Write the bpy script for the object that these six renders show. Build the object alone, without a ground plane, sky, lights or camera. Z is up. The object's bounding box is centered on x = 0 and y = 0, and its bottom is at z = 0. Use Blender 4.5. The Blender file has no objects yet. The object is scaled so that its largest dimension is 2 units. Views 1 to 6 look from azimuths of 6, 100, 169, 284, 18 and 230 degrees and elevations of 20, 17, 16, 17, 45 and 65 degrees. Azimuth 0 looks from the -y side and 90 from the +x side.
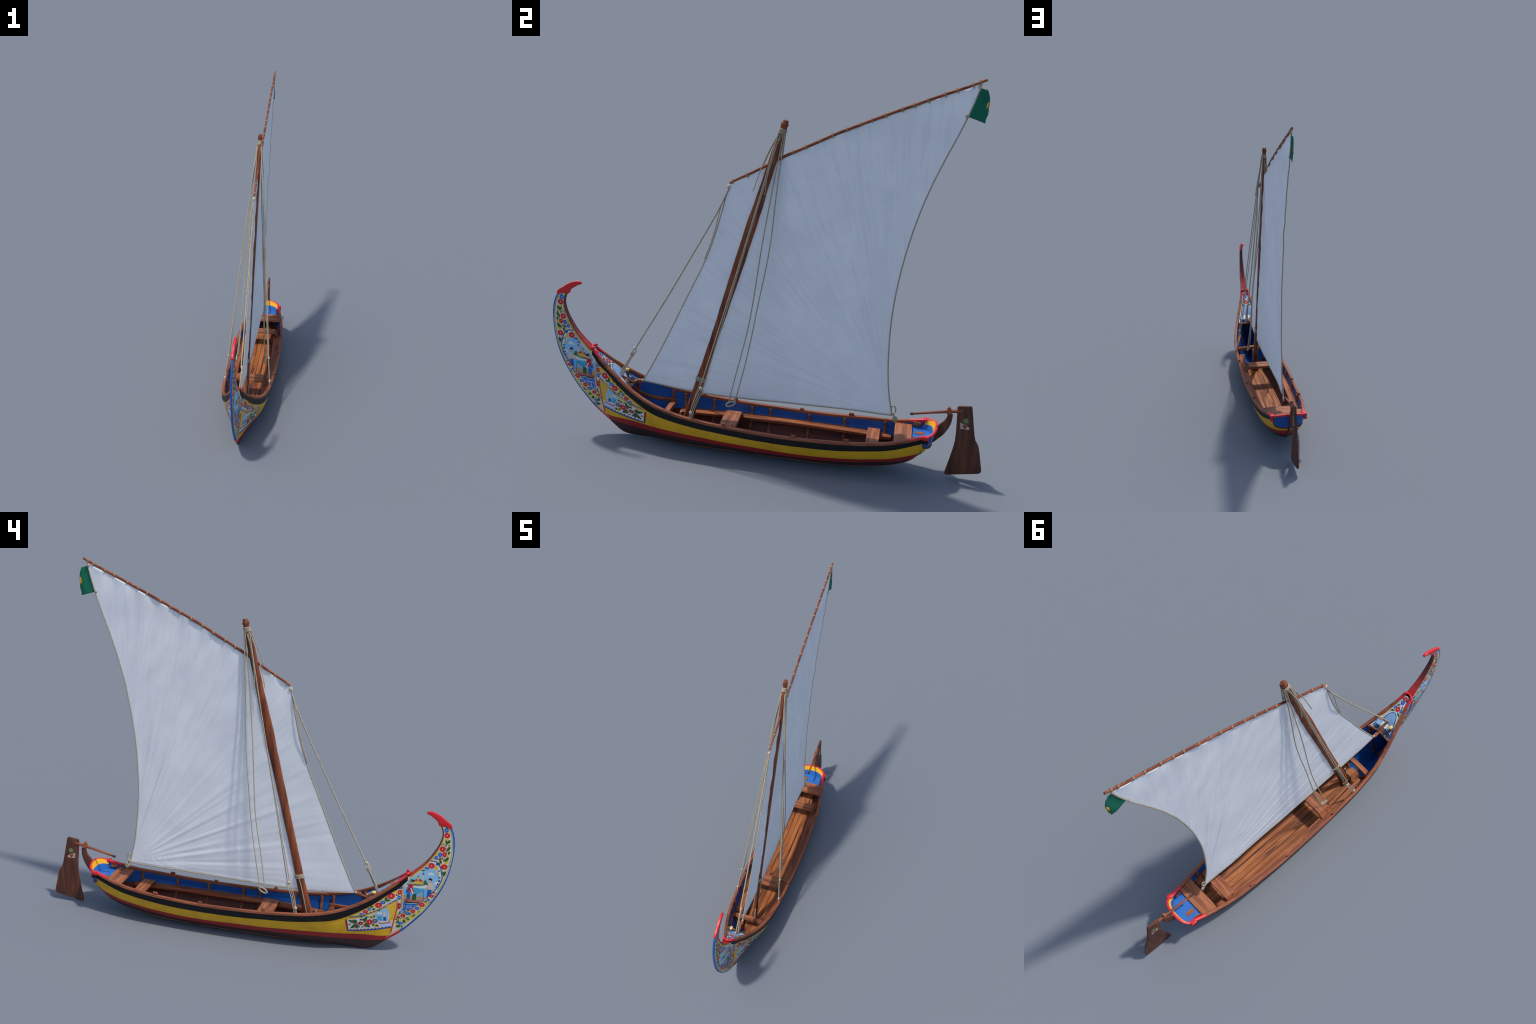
# Traditional painted river sailing boat: high curved prow, lug sail, rudder.
# Frame: metres, z up, boat axis along y (bow at -y), symmetric about x = 0.
import bpy, bmesh, math, random
import numpy as np
from mathutils import Vector, Matrix, noise as mnoise
from mathutils.bvhtree import BVHTree

# ---------------------------------------------------------------- helpers
def spline(kn, val, t):
    """natural cubic spline through (kn, val) evaluated at t"""
    kn = np.asarray(kn, float); val = np.asarray(val, float); t = np.asarray(t, float)
    n = len(kn); A = np.zeros((n, n)); r = np.zeros(n); h = np.diff(kn)
    A[0, 0] = A[-1, -1] = 1
    for i in range(1, n-1):
        A[i, i-1] = h[i-1]; A[i, i] = 2*(h[i-1]+h[i]); A[i, i+1] = h[i]
        r[i] = 6*((val[i+1]-val[i])/h[i]-(val[i]-val[i-1])/h[i-1])
    M = np.linalg.solve(A, r)
    i = np.clip(np.searchsorted(kn, t)-1, 0, n-2)
    x0 = kn[i]; x1 = kn[i+1]; hh = x1-x0
    return (M[i]*(x1-t)**3/(6*hh)+M[i+1]*(t-x0)**3/(6*hh)
            + (val[i]/hh-M[i]*hh/6)*(x1-t)+(val[i+1]/hh-M[i+1]*hh/6)*(t-x0))

def curve(pts, n=None, s=None):
    """smooth curve through points, sampled at n even steps (or at fractions s)"""
    P = np.asarray(pts, float)
    L = np.concatenate([[0], np.cumsum(np.linalg.norm(np.diff(P, axis=0), axis=1))]); L /= L[-1]
    if s is None: s = np.linspace(0, 1, n)
    return np.stack([spline(L, P[:, k], s) for k in range(P.shape[1])], -1)

def lerp(a, b, t): return a+(b-a)*t
def smooth01(t):
    t = min(1, max(0, t)); return t*t*(3-2*t)

ROOT = None
def new_obj(name, verts, faces, mat, parent=None, smooth=True, angle=35):
    me = bpy.data.meshes.new(name)
    me.from_pydata([tuple(map(float, v)) for v in verts], [], [tuple(f) for f in faces])
    me.validate(); me.update()
    if mat is not None: me.materials.append(mat)
    ob = bpy.data.objects.new(name, me); bpy.context.collection.objects.link(ob)
    ob.parent = parent if parent is not None else ROOT
    if smooth: shade(ob, angle)
    return ob

def shade(ob, angle=35):
    me = ob.data
    for p in me.polygons: p.use_smooth = True
    bm = bmesh.new(); bm.from_mesh(me)
    for e in bm.edges:
        e.smooth = not (len(e.link_faces) == 2 and e.calc_face_angle(0) > math.radians(angle))
    bm.to_mesh(me); bm.free()

def tidy(ob, dist=1e-5, normals=True):
    bm = bmesh.new(); bm.from_mesh(ob.data)
    bmesh.ops.remove_doubles(bm, verts=bm.verts, dist=dist)
    bmesh.ops.dissolve_degenerate(bm, edges=bm.edges, dist=dist)
    if normals: bmesh.ops.recalc_face_normals(bm, faces=bm.faces)
    bm.to_mesh(ob.data); bm.free(); ob.data.update()

def grid_faces(nu, nv, closed_v=False, off=0, flip=False):
    F = []
    for i in range(nu-1):
        for j in range(nv if closed_v else nv-1):
            a = off+i*nv+j; b = off+i*nv+(j+1) % nv; c = off+(i+1)*nv+(j+1) % nv; d = off+(i+1)*nv+j
            F.append((a, d, c, b) if flip else (a, b, c, d))
    return F

class Soup:
    """collects geometry for one mesh"""
    def __init__(s): s.v = []; s.f = []
    def add(s, v, f):
        o = len(s.v); s.v += [tuple(map(float, p)) for p in v]; s.f += [tuple(o+i for i in q) for q in f]
    def tube(s, path, r, n=8, caps=True, flat=None):
        P = np.asarray(path, float); m = len(P)
        R = np.full(m, r, float) if np.isscalar(r) else np.asarray(r, float)
        T = np.gradient(P, axis=0); T /= np.linalg.norm(T, axis=1)[:, None]+1e-12
        ref = np.array([1., 0, 0]) if abs(T[0, 0]) < .8 else np.array([0, 0, 1.])
        V = []; N = np.cross(T[0], ref); N /= np.linalg.norm(N)
        for i in range(m):
            N = N-T[i]*np.dot(N, T[i]); N /= np.linalg.norm(N)+1e-12
            B = np.cross(T[i], N)
            for k in range(n):
                a = 2*math.pi*k/n
                d = N*math.cos(a)*R[i]+B*math.sin(a)*R[i]
                if flat is not None: d = d*np.asarray(flat)
                V.append(P[i]+d)
        F = grid_faces(m, n, True)
        if caps: F += [tuple(range(n))[::-1], tuple((m-1)*n+k for k in range(n))]
        s.add(V, F)
    def ball(s, c, r, n=12, m=8):
        c = np.asarray(c, float); r = np.ones(3)*r
        V = [c+[0, 0, -r[2]]]; F = []
        for i in range(1, m):
            a = -math.pi/2+math.pi*i/m
            for k in range(n):
                b = 2*math.pi*k/n
                V.append(c+r*[math.cos(a)*math.cos(b), math.cos(a)*math.sin(b), math.sin(a)])
        V.append(c+[0, 0, r[2]])
        for k in range(n):
            F.append((0, 1+(k+1) % n, 1+k)); t = 1+(m-2)*n
            F.append((t+k, t+(k+1) % n, len(V)-1))
        for i in range(m-2):
            for k in range(n):
                a = 1+i*n
                F.append((a+k, a+(k+1) % n, a+n+(k+1) % n, a+n+k))
        s.add(V, F)
    def sweep(s, path, prof, side, up, closed=True, caps=True):
        """sweep a 2D profile (a along side[i], b along up[i]) along path"""
        m = len(path); n = len(prof); V = []
        for i in range(m):
            for a, b in prof:
                V.append(np.asarray(path[i])+np.asarray(side[i])*a+np.asarray(up[i])*b)
        F = grid_faces(m, n, closed)
        if caps and closed: F += [tuple(range(n))[::-1], tuple((m-1)*n+k for k in range(n))]
        s.add(V, F)
    def box(s, c, half, bev=.0015, rot=None, shape=None):
        bm = bmesh.new(); bmesh.ops.create_cube(bm, size=2)
        for v in bm.verts:
            v.co = Vector((v.co.x*half[0], v.co.y*half[1], v.co.z*half[2]))
            if shape: v.co = Vector(shape(v.co))
        if bev: bmesh.ops.bevel(bm, geom=bm.edges[:], offset=bev, segments=2, affect='EDGES', profile=.6)
        bm.verts.index_update()
        M = rot if rot is not None else Matrix.Identity(3)
        s.add([Vector(c)+M @ v.co for v in bm.verts], [[v.index for v in f.verts] for f in bm.faces]); bm.free()
    def plate(s, poly, x0, x1, bev=.0015):
        """prism of a (y,z) polygon between x0 and x1 with rounded edges"""
        bm = bmesh.new()
        vs = [bm.verts.new((x0, y, z)) for y, z in poly]; f = bm.faces.new(vs)
        r = bmesh.ops.extrude_face_region(bm, geom=[f])
        for e in r['geom']:
            if isinstance(e, bmesh.types.BMVert): e.co.x = x1
        bmesh.ops.recalc_face_normals(bm, faces=bm.faces)
        if bev:
            ed = [e for e in bm.edges if len(e.link_faces) == 2 and e.calc_face_angle(0) > .6]
            bmesh.ops.bevel(bm, geom=ed, offset=bev, segments=2, affect='EDGES', profile=.6)
        bmesh.ops.triangulate(bm, faces=[q for q in bm.faces if len(q.verts) > 4])
        bm.verts.index_update()
        s.add([v.co for v in bm.verts], [[v.index for v in f.verts] for f in bm.faces]); bm.free()
    def obj(s, name, mat, parent=None, smooth=True, angle=35, weld=False):
        ob = new_obj(name, s.v, s.f, mat, parent, False)
        tidy(ob, 1e-6)
        if smooth: shade(ob, angle)
        return ob

# ---------------------------------------------------------------- materials
def srgb(h):
    h = h.lstrip('#'); c = [int(h[i:i+2], 16)/255 for i in (0, 2, 4)]
    return tuple((x/12.92 if x <= .04045 else ((x+.055)/1.055)**2.4) for x in c)+(1,)

def base_mat(name, rough=.6, spec=.35):
    m = bpy.data.materials.new(name); m.use_nodes = True
    nt = m.node_tree; b = nt.nodes['Principled BSDF']
    b.inputs['Roughness'].default_value = rough
    b.inputs['Specular IOR Level'].default_value = spec
    return m, nt, b

def coords(nt, scale=(1, 1, 1), rot=(0, 0, 0)):
    tc = nt.nodes.new('ShaderNodeTexCoord'); mp = nt.nodes.new('ShaderNodeMapping')
    mp.inputs['Scale'].default_value = scale; mp.inputs['Rotation'].default_value = rot
    nt.links.new(tc.outputs['Object'], mp.inputs['Vector']); return mp.outputs['Vector']

def noise_node(nt, vec, scale, detail=4, rough=.55, dist=0):
    n = nt.nodes.new('ShaderNodeTexNoise')
    n.inputs['Scale'].default_value = scale; n.inputs['Detail'].default_value = detail
    n.inputs['Roughness'].default_value = rough; n.inputs['Distortion'].default_value = dist
    nt.links.new(vec, n.inputs['Vector']); return n.outputs['Fac']

def ramp(nt, fac, stops):
    r = nt.nodes.new('ShaderNodeValToRGB'); e = r.color_ramp.elements
    while len(e) < len(stops): e.new(.5)
    for k, (p, c) in enumerate(stops):
        e[k].position = p; e[k].color = c
    nt.links.new(fac, r.inputs['Fac']); return r.outputs['Color']

def mix(nt, fac, a, b, mode='MIX'):
    n = nt.nodes.new('ShaderNodeMix'); n.data_type = 'RGBA'; n.blend_type = mode
    for s, v in ((n.inputs[0], fac), (n.inputs[6], a), (n.inputs[7], b)):
        if hasattr(v, 'links'): nt.links.new(v, s)
        else: s.default_value = v
    return n.outputs[2]

def bump(nt, b, h, strength=.2, dist=.002):
    n = nt.nodes.new('ShaderNodeBump'); n.inputs['Strength'].default_value = strength
    n.inputs['Distance'].default_value = dist
    nt.links.new(h, n.inputs['Height']); nt.links.new(n.outputs['Normal'], b.inputs['Normal'])

def wood(name, light, mid, dark, axis=1, grain=90, rough=.6, streak=1.0):
    """stained timber: long fibres along one axis, broad darker streaks"""
    m, nt, b = base_mat(name, rough)
    sc = [1, 1, 1]; sc[axis] = .07
    v = coords(nt, tuple(sc))
    fine = noise_node(nt, v, grain*3.2, 5, .6, .6)
    broad = noise_node(nt, v, grain*.7, 3, .5, 1.0)
    c1 = ramp(nt, broad, [(.30, srgb(dark)), (.46, srgb(mid)), (.62, srgb(light)), (.8, srgb(mid))])
    c2 = ramp(nt, fine, [(.3, (.62, .58, .55, 1)), (.7, (1.12, 1.1, 1.08, 1))])
    nt.links.new(mix(nt, .75*streak, c1, c2, 'MULTIPLY'), b.inputs['Base Color'])
    bump(nt, b, fine, .25, .0015)
    return m

def paint(name, col, var=.12, rough=.5, scale=14, dark=None, worn=None, wear=.0, spec=.4):
    """brushed paint: slight mottling, optional worn patches of another colour"""
    m, nt, b = base_mat(name, rough, spec)
    v = coords(nt)
    c = srgb(col) if isinstance(col, str) else col
    lo = srgb(dark) if dark else tuple(x*(1-var*2) for x in c[:3])+(1,)
    hi = tuple(min(1, x*(1+var)) for x in c[:3])+(1,)
    n1 = noise_node(nt, v, scale, 5, .6, .3)
    out = ramp(nt, n1, [(.25, lo), (.5, c), (.75, hi)])
    if worn:
        n2 = noise_node(nt, v, scale*3.1, 4, .6, .5)
        f = ramp(nt, n2, [(.70-wear, (0, 0, 0, 1)), (.76-wear, (1, 1, 1, 1))])
        out = mix(nt, f, out, srgb(worn))
    nt.links.new(out, b.inputs['Base Color'])
    bump(nt, b, noise_node(nt, v, 160, 3), .08, .001)
    return m

M = {}
def make_materials():
    M['yellow'] = paint('yellow_hull_paint', '#d6a21a', .10, .5, 9, worn='#a8641c', wear=-.02)
    M['red'] = paint('red_bottom_paint', '#97201f', .10, .5, 9)
    M['bottom'] = paint('tarred_bottom_paint', '#3b2423', .12, .6, 12)
    M['black'] = paint('black_wale_paint', '#131517', .12, .5, 20, spec=.2)
    M['bright_red'] = paint('bright_red_paint', '#d0252b', .06, .38, 20)
    M['blue_in'] = paint('blue_inner_paint', '#10529c', .12, .5, 10)
    M['blue_deck'] = paint('light_blue_deck_paint', '#2a68b2', .08, .4, 14)
    M['blue_stem'] = paint('blue_stem_paint', '#1c529e', .06, .4, 14)
    M['trim_yellow'] = paint('yellow_trim_paint', '#efb020', .06, .4, 20)
    M['wood'] = wood('warm_timber', '#a5633c', '#8a4c2b', '#5f3524', 1, 70)
    M['wood_x'] = wood('warm_timber_athwart', '#a8683f', '#8d5030', '#643a28', 0, 70)
    M['floor'] = wood('striped_floor_timber', '#b4703e', '#97582f', '#3f2322', 1, 62)
    M['rail'] = wood('rail_timber', '#99573a', '#86492f', '#5f3526', 1, 90)
    M['ceiling'] = wood('dark_ceiling_timber', '#6b3a24', '#5b3020', '#40221a', 1, 60)
    M['mast'] = wood('mast_timber', '#8f4e2d', '#7c3f25', '#5a2c1e', 2, 60)
    M['yard'] = wood('yard_timber', '#9a5533', '#83432a', '#63311f', 1, 60)
    M['rudder'] = wood('rudder_timber', '#6e4029', '#573024', '#432522', 2, 45)
    M['post'] = wood('sternpost_timber', '#72432a', '#5c3325', '#45271f', 2, 70)
    # rope
    m, nt, b = base_mat('weathered_rope', .85, .15)
    v = coords(nt); n = noise_node(nt, v, 220, 3)
    nt.links.new(ramp(nt, n, [(.3, srgb('#857a66')), (.7, srgb('#b9ae98'))]), b.inputs['Base Color'])
    bump(nt, b, n, .4, .001); M['rope'] = m
    m, nt, b = base_mat('pale_lashing_rope', .85, .15)
    v = coords(nt); n = noise_node(nt, v, 260, 3)
    nt.links.new(ramp(nt, n, [(.3, srgb('#a08c74')), (.7, srgb('#d2c2aa'))]), b.inputs['Base Color'])
    bump(nt, b, n, .4, .001); M['lash'] = m
    # canvas
    m, nt, b = base_mat('dull_lashing_rope', .85, .15)
    v = coords(nt); n = noise_node(nt, v, 260, 3)
    nt.links.new(ramp(nt, n, [(.3, srgb('#8a6a50')), (.7, srgb('#b89c80'))]), b.inputs['Base Color']); M['lash2'] = m
    m, nt, b = base_mat('white_canvas', .8, .1)
    v = coords(nt); n = noise_node(nt, v, 5, 5, .6)
    w = noise_node(nt, coords(nt, (1, 1, 1)), 420, 2)
    c = ramp(nt, n, [(.3, srgb('#eeeef1')), (.7, srgb('#f8f8fa'))])
    c = mix(nt, .1, c, ramp(nt, w, [(.3, (.6, .6, .6, 1)), (.7, (1, 1, 1, 1))]), 'MULTIPLY')
    # crease shading tinted into the canvas colour: faint darker rays from the clew
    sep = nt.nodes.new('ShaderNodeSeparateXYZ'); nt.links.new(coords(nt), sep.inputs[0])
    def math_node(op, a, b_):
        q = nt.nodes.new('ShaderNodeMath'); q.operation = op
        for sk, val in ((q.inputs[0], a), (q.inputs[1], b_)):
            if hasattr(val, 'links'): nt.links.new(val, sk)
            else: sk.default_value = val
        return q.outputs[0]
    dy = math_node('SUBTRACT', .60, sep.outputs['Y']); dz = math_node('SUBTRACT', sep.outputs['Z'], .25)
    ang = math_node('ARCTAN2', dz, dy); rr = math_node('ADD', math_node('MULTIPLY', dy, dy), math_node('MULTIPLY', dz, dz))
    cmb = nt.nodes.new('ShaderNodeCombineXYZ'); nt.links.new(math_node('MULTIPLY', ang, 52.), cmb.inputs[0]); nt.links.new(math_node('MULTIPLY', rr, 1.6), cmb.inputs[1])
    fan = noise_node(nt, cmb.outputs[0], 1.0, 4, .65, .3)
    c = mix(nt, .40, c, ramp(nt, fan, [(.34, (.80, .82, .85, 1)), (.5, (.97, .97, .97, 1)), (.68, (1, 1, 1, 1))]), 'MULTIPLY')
    nt.links.new(c, b.inputs['Base Color'])
    tr = nt.nodes.new('ShaderNodeBsdfTranslucent'); nt.links.new(c, tr.inputs['Color'])
    ms = nt.nodes.new('ShaderNodeMixShader'); ms.inputs[0].default_value = .24
    nt.links.new(b.outputs[0], ms.inputs[1]); nt.links.new(tr.outputs[0], ms.inputs[2])
    nt.links.new(ms.outputs[0], nt.nodes['Material Output'].inputs['Surface'])
    M['canvas'] = m
    M['flag'] = paint('green_flag_cloth', '#1e6650', .08, .85, 12, spec=.1)

# ---------------------------------------------------------------- hull lines
# sheer (top of the black wale): y, half breadth, height
SHEER = [(-.815, .0185, .419), (-.785, .0265, .392), (-.75, .0365, .3625), (-.68, .0595, .3105), (-.6, .0840, .2615),
         (-.5, .1085, .2185), (-.4, .1228, .1915), (-.25, .1340, .1725), (-.1, .1385, .1615), (.05, .1415, .156),
         (.2, .1403, .1545), (.35, .1362, .1585), (.5, .1275, .1685), (.6, .1125, .180), (.7, .0925, .2035), (.735, .0845, .2135)]
SY = [s[0] for s in SHEER]
def sheer_b(y): return spline(SY, [s[1] for s in SHEER], np.clip(y, SY[0], SY[-1]))
def sheer_z(y): return spline(SY, [s[2] for s in SHEER], np.clip(y, SY[0], SY[-1]))
KEEL = [(-.63, .0), (-.4, 0), (0, 0), (.3, .001), (.42, .008), (.56, .025), (.633, .042), (.68, .063), (.722, .100), (.76, .150)]
def keel_z(y): return np.maximum(0, spline([k[0] for k in KEEL], [k[1] for k in KEEL], np.clip(y, -.63, .76)))
STEM = [(-.60, 0), (-.635, .003), (-.66, .010), (-.692, .031), (-.736, .070), (-.795, .120), (-.847, .178), (-.885, .226),
        (-.925, .289), (-.960, .358), (-.988, .450), (-.997, .51), (-1.0, .56), (-.997, .61), (-.989, .643), (-.978, .668)]
NECK = [(-.815, .419, .0185), (-.844, .449, .0160), (-.877, .485, .0135), (-.904, .526, .0115), (-.930, .578, .0095),
        (-.941, .618, .008), (-.9415, .645, .007), (-.931, .676, .006)]
STEM_HALF = .0045
# colour borders on the hull side: height as a function of y
YELLOW_LOW = [(-.80, .112), (-.744, .092), (-.63, .092), (-.56, .094), (-.48, .099), (-.43, .099), (-.28, .0955), (-.15, .087), (-.03, .083), (.11, .077), (.24, .075), (.36, .080), (.465, .088), (.53, .095), (.6, .103), (.68, .120), (.72, .128), (.77, .137)]
RED_LOW = [(-.8, .07), (-.72, .065), (-.67, .061), (-.5, .066), (-.37, .069), (-.28, .066), (-.15, .061), (-.03, .052), (.1, .051), (.25, .050), (.36, .055), (.465, .066), (.55, .078), (.615, .082), (.66, .088), (.72, .096), (.77, .105)]
WALE_LOW = [(-.805, .393), (-.777, .358), (-.751, .3385), (-.726, .321), (-.685, .286), (-.64, .252), (-.575, .2135), (-.508, .1835), (-.445, .168), (-.368, .156), (-.279, .146),
            (-.149, .136), (-.02, .129), (.114, .1255), (.245, .125), (.363, .129), (.463, .138), (.594, .153), (.69, .1785), (.74, .194)]
def tab(T, y): return spline([a for a, b in T], [b for a, b in T], np.clip(y, T[0][0], T[-1][0]))
def wob(y, k, a):
    return a*(mnoise.noise(Vector((y*9, k, .3)))+.5*mnoise.noise(Vector((y*31, k, 1.3))))

def rib_controls(T, B, y):
    """Bezier cross-section from keel/stem point B up to the wale's lower edge (or the sheer at the bow)"""
    bow = smooth01((-y-.30)/.46); aft = smooth01((y-.40)/.33); fore = smooth01((-y-.64)/.12)
    up = smooth01((-y-.45)/.15)
    zw = float(tab(WALE_LOW, y))
    top = np.array([lerp(T[0]+.0006, T[0], up), T[1], lerp(min(zw, T[2]), T[2], up)])
    h = top[2]-B[2]
    al = lerp(lerp(lerp(.52, .36, bow), .55, aft), .52, fore); be = lerp(lerp(.0, .26, bow), .04, aft)
    ga = lerp(lerp(lerp(.85, .80, bow), .91, aft), 1.02, fore); de = lerp(lerp(.45, .66, bow), .46, aft)
    P0 = np.array(B); P3 = top
    P1 = np.array([lerp(B[0], P3[0], al), lerp(B[1], P3[1], be), B[2]+h*be])
    P2 = np.array([lerp(B[0], P3[0], ga), lerp(B[1], P3[1], de), B[2]+h*de])
    return P0, P1, P2, P3

def bez(P, t):
    t = np.asarray(t)[:, None]
    return P[0]*(1-t)**3+3*P[1]*t*(1-t)**2+3*P[2]*t*t*(1-t)+P[3]*t**3

def hull_ribs():
    """list of (control points, y key) from stern to prow tip"""
    R = []
    # rounded stern under the transom
    for k in range(8):
        a = k/7
        ang = a*math.pi/2
        T = (.0795*math.sin(ang), .729+.037*math.cos(ang), .160+.006*math.sin(ang))
        yb = lerp(.757, .722, a); B = (.002, yb, float(keel_z(yb)))
        P = rib_controls(T, B, .73); P = P[:3]+(np.array(T),); R.append((P, np.array(T)))
    for y in np.linspace(.728, -.56, 110):
        T = (float(sheer_b(y)), y, float(sheer_z(y))); R.append((rib_controls(T, (.003, y, float(keel_z(y))), y), np.array(T)))
    S = curve(STEM, s=np.linspace(0, 1, 800))
    def stem_at(yy): return S[np.argmin(abs(S[:, 0]-yy)+(S[:, 1] > .5)*9)]
    for y in np.linspace(-.572, -.815, 40):
        u = (-.572-y)/.243
        yb = float(spline([-.815, -.785, -.75, -.68, -.60, -.572], [-.800, -.757, -.727, -.672, -.60, -.572], y))
        s = stem_at(yb) if yb < -.602 else (yb, 0)
        T = (float(sheer_b(y)), y, float(sheer_z(y))); R.append((rib_controls(T, (lerp(.003, STEM_HALF, u), yb, float(s[1])), y), np.array(T)))
    # neck: ribs fan from the inner curve to the stem
    k0 = int(np.argmin(abs(S[:, 0]+.800)+(S[:, 1] > .5)*9))
    n = 46
    inner = curve(NECK, n); outer = S[np.linspace(k0, len(S)-1, n).astype(int)]
    for k in range(1, n):
        T = (inner[k, 2], inner[k, 0], inner[k, 1]); B = (STEM_HALF, outer[k, 0], outer[k, 1])
        P0, P3 = np.array(B), np.array(T); bl = .0105*(1-k/n)**1.6
        P1 = lerp(P0, P3, .33)+[bl, 0, 0]; P2 = lerp(P0, P3, .67)+[bl*1.3, 0, 0]
        R.append(((P0, P1, P2, P3), P3))
    return R

def split_rib(P, T, rows=(22, 7, 12)):
    """sample a rib so that rows follow the colour borders; returns bottom->top list and row splits"""
    tt = np.linspace(0, 1, 300); C = bez(P, tt)
    def t_at(zf):
        d = C[:, 2]-np.array([zf(y) for y in C[:, 1]])
        if d[0] >= 0: return 0.
        if d[-1] <= 0: return 1.
        k = int(np.argmax(d > 0)); return float(tt[k-1]+(tt[k]-tt[k-1])*(-d[k-1])/(d[k]-d[k-1]))
    tr = t_at(lambda y: float(tab(RED_LOW, y))+wob(y, 2., .0012)); ty = t_at(lambda y: float(tab(YELLOW_LOW, y))+wob(y, 7., .0012))
    ty = max(ty, tr)
    ts = np.concatenate([np.linspace(0, tr, rows[2]), np.linspace(tr, ty, rows[1])[1:], np.linspace(ty, 1, rows[0])[1:]])
    return np.concatenate([bez(P, ts), [lerp(P[3], T, .5), T]])

def build_hull():
    ribs = hull_ribs(); rows = (22, 7, 12); nr = sum(rows)
    G = np.array([split_rib(P, k, rows) for P, k in ribs])      # (n, nr, 3)
    n = len(G)
    bands = [('bottom_planking', 0, rows[2]-1, 'bottom'), ('boot_stripe', rows[2]-1, rows[2]+rows[1]-2, 'red'), ('side_planking', rows[2]+rows[1]-2, nr-1, 'yellow')]
    hull = bpy.data.objects.new('hull', None); bpy.context.collection.objects.link(hull); hull.parent = ROOT
    for name, a, b, mat in bands:
        s = Soup()
        for sx in (1, -1):
            V = G[:, a:b+1].copy(); V[..., 0] *= sx
            s.add(V.reshape(-1, 3), grid_faces(n, b-a+1, flip=sx < 0))
        if name == 'bottom_planking':            # keel strip closing the two sides
            V = np.stack([G[:, 0], G[:, 0]*[-1, 1, 1]], 1)
            s.add(V.reshape(-1, 3), grid_faces(n, 2))
        if name == 'side_planking':              # aft part yellow, the prow in pale ground paint
            k = n-46-6
            for nm, i0, i1, mt in ((name, 0, k+1, mat), ('prow_planking', k, n, 'art_cream')):
                s = Soup()
                for sx in (1, -1):
                    V = G[i0:i1, a:b+1].copy(); V[..., 0] *= sx
                    s.add(V.reshape(-1, 3), grid_faces(i1-i0, b-a+1, flip=sx < 0))
                s.obj(nm, M[mt], hull)
        else: s.obj(name, M[mat], hull)
    return hull, G

# ---------------------------------------------------------------- parts
def rail_path(y0, y1, n, sx, dz=0, db=0):
    ys = np.linspace(y0, y1, n)
    P = np.stack([sx*(sheer_b(ys)+db), ys, sheer_z(ys)+dz], 1)
    T = np.gradient(P, axis=0); T /= np.linalg.norm(T, axis=1)[:, None]
    up = np.tile([0, 0, 1.], (n, 1)); side = np.cross(T, up); side /= np.linalg.norm(side, axis=1)[:, None]
    side *= np.sign(side[:, :1]*sx); up = np.cross(side, T); up *= np.sign(up[:, 2:3])
    return P, side, up

def round_rect(a0, a1, b0, b1, r):
    out = []
    for cx, cy, st in ((a1-r, b1-r, 0), (a0+r, b1-r, 1), (a0+r, b0+r, 2), (a1-r, b0+r, 3)):
        for k in range(4):
            t = (st+k/3)*math.pi/2; out.append((cx+r*math.cos(t), cy+r*math.sin(t)))
    return out

def build_rails(hull):
    for sx in (1, -1):
        # black wale: proud timber under the cap
        ys = np.linspace(-.806, .742, 150)
        s = Soup(); V = []
        for y in ys:
            b = float(sheer_b(y)); z1 = float(sheer_z(y))+lerp(.0055, .001, smooth01((y+.775)/.02)); z0 = float(tab(WALE_LOW, y))+wob(y, 4.+sx, .001)
            taper = smooth01((y+.82)/.06)
            t = lerp(.0012, .0034, taper)
            zs = np.array([z1, lerp(z1, z0, .35), lerp(z1, z0, .85), z0])
            C = inner_curve(max(y, -.80), 0, 60); hx = np.interp(zs, C[:, 2], C[:, 0])     # hull side under the timber
            hx = np.minimum(hx, b+.002)
            V += [(sx*(hx[0]+t), y, zs[0]), (sx*(hx[1]+t+.0006), y, zs[1]), (sx*(hx[2]+t), y, zs[2]), (sx*(hx[3]+t-.0008), y, zs[3]), (sx*(hx[3]-.003), y, z0+.001), (sx*(hx[0]-.003), y, z1-.001)]
        s.add(V, grid_faces(len(ys), 6, True)+[tuple(range(6)), tuple((len(ys)-1)*6+k for k in range(6))])
        s.obj('wale', M['black'], hull, angle=50)
        # cap rail in three stretches: red at the prow, timber, red at the stern
        prof = round_rect(-.0105, .0055, -.001, .0125, .003); thin = round_rect(-.0095, .0050, .0045, .0125, .003)
        for y0, y1, mat, nm, n in ((-.808, -.7702, 'bright_red', 'rail_end', 14), (-.770, .672, 'rail', 'rail', 140), (.6722, .742, 'bright_red', 'rail_end', 10)):
            P, side, up = rail_path(y0, y1, n, sx)
            s = Soup(); s.sweep(P, thin if y0 < -.8 else prof, side, up); s.obj(nm, M[mat], hull, angle=40)
        # inner stringer just below the cap, and bead moulding on the cap's outer face
        P, side, up = rail_path(-.735, .735, 150, sx, .0035, .0050)
        s = Soup(); s.sweep(P, round_rect(-.001, .0018, -.0022, .0022, .001), side, up); s.obj('rail_moulding', M['rail'], hull, angle=40)

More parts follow.
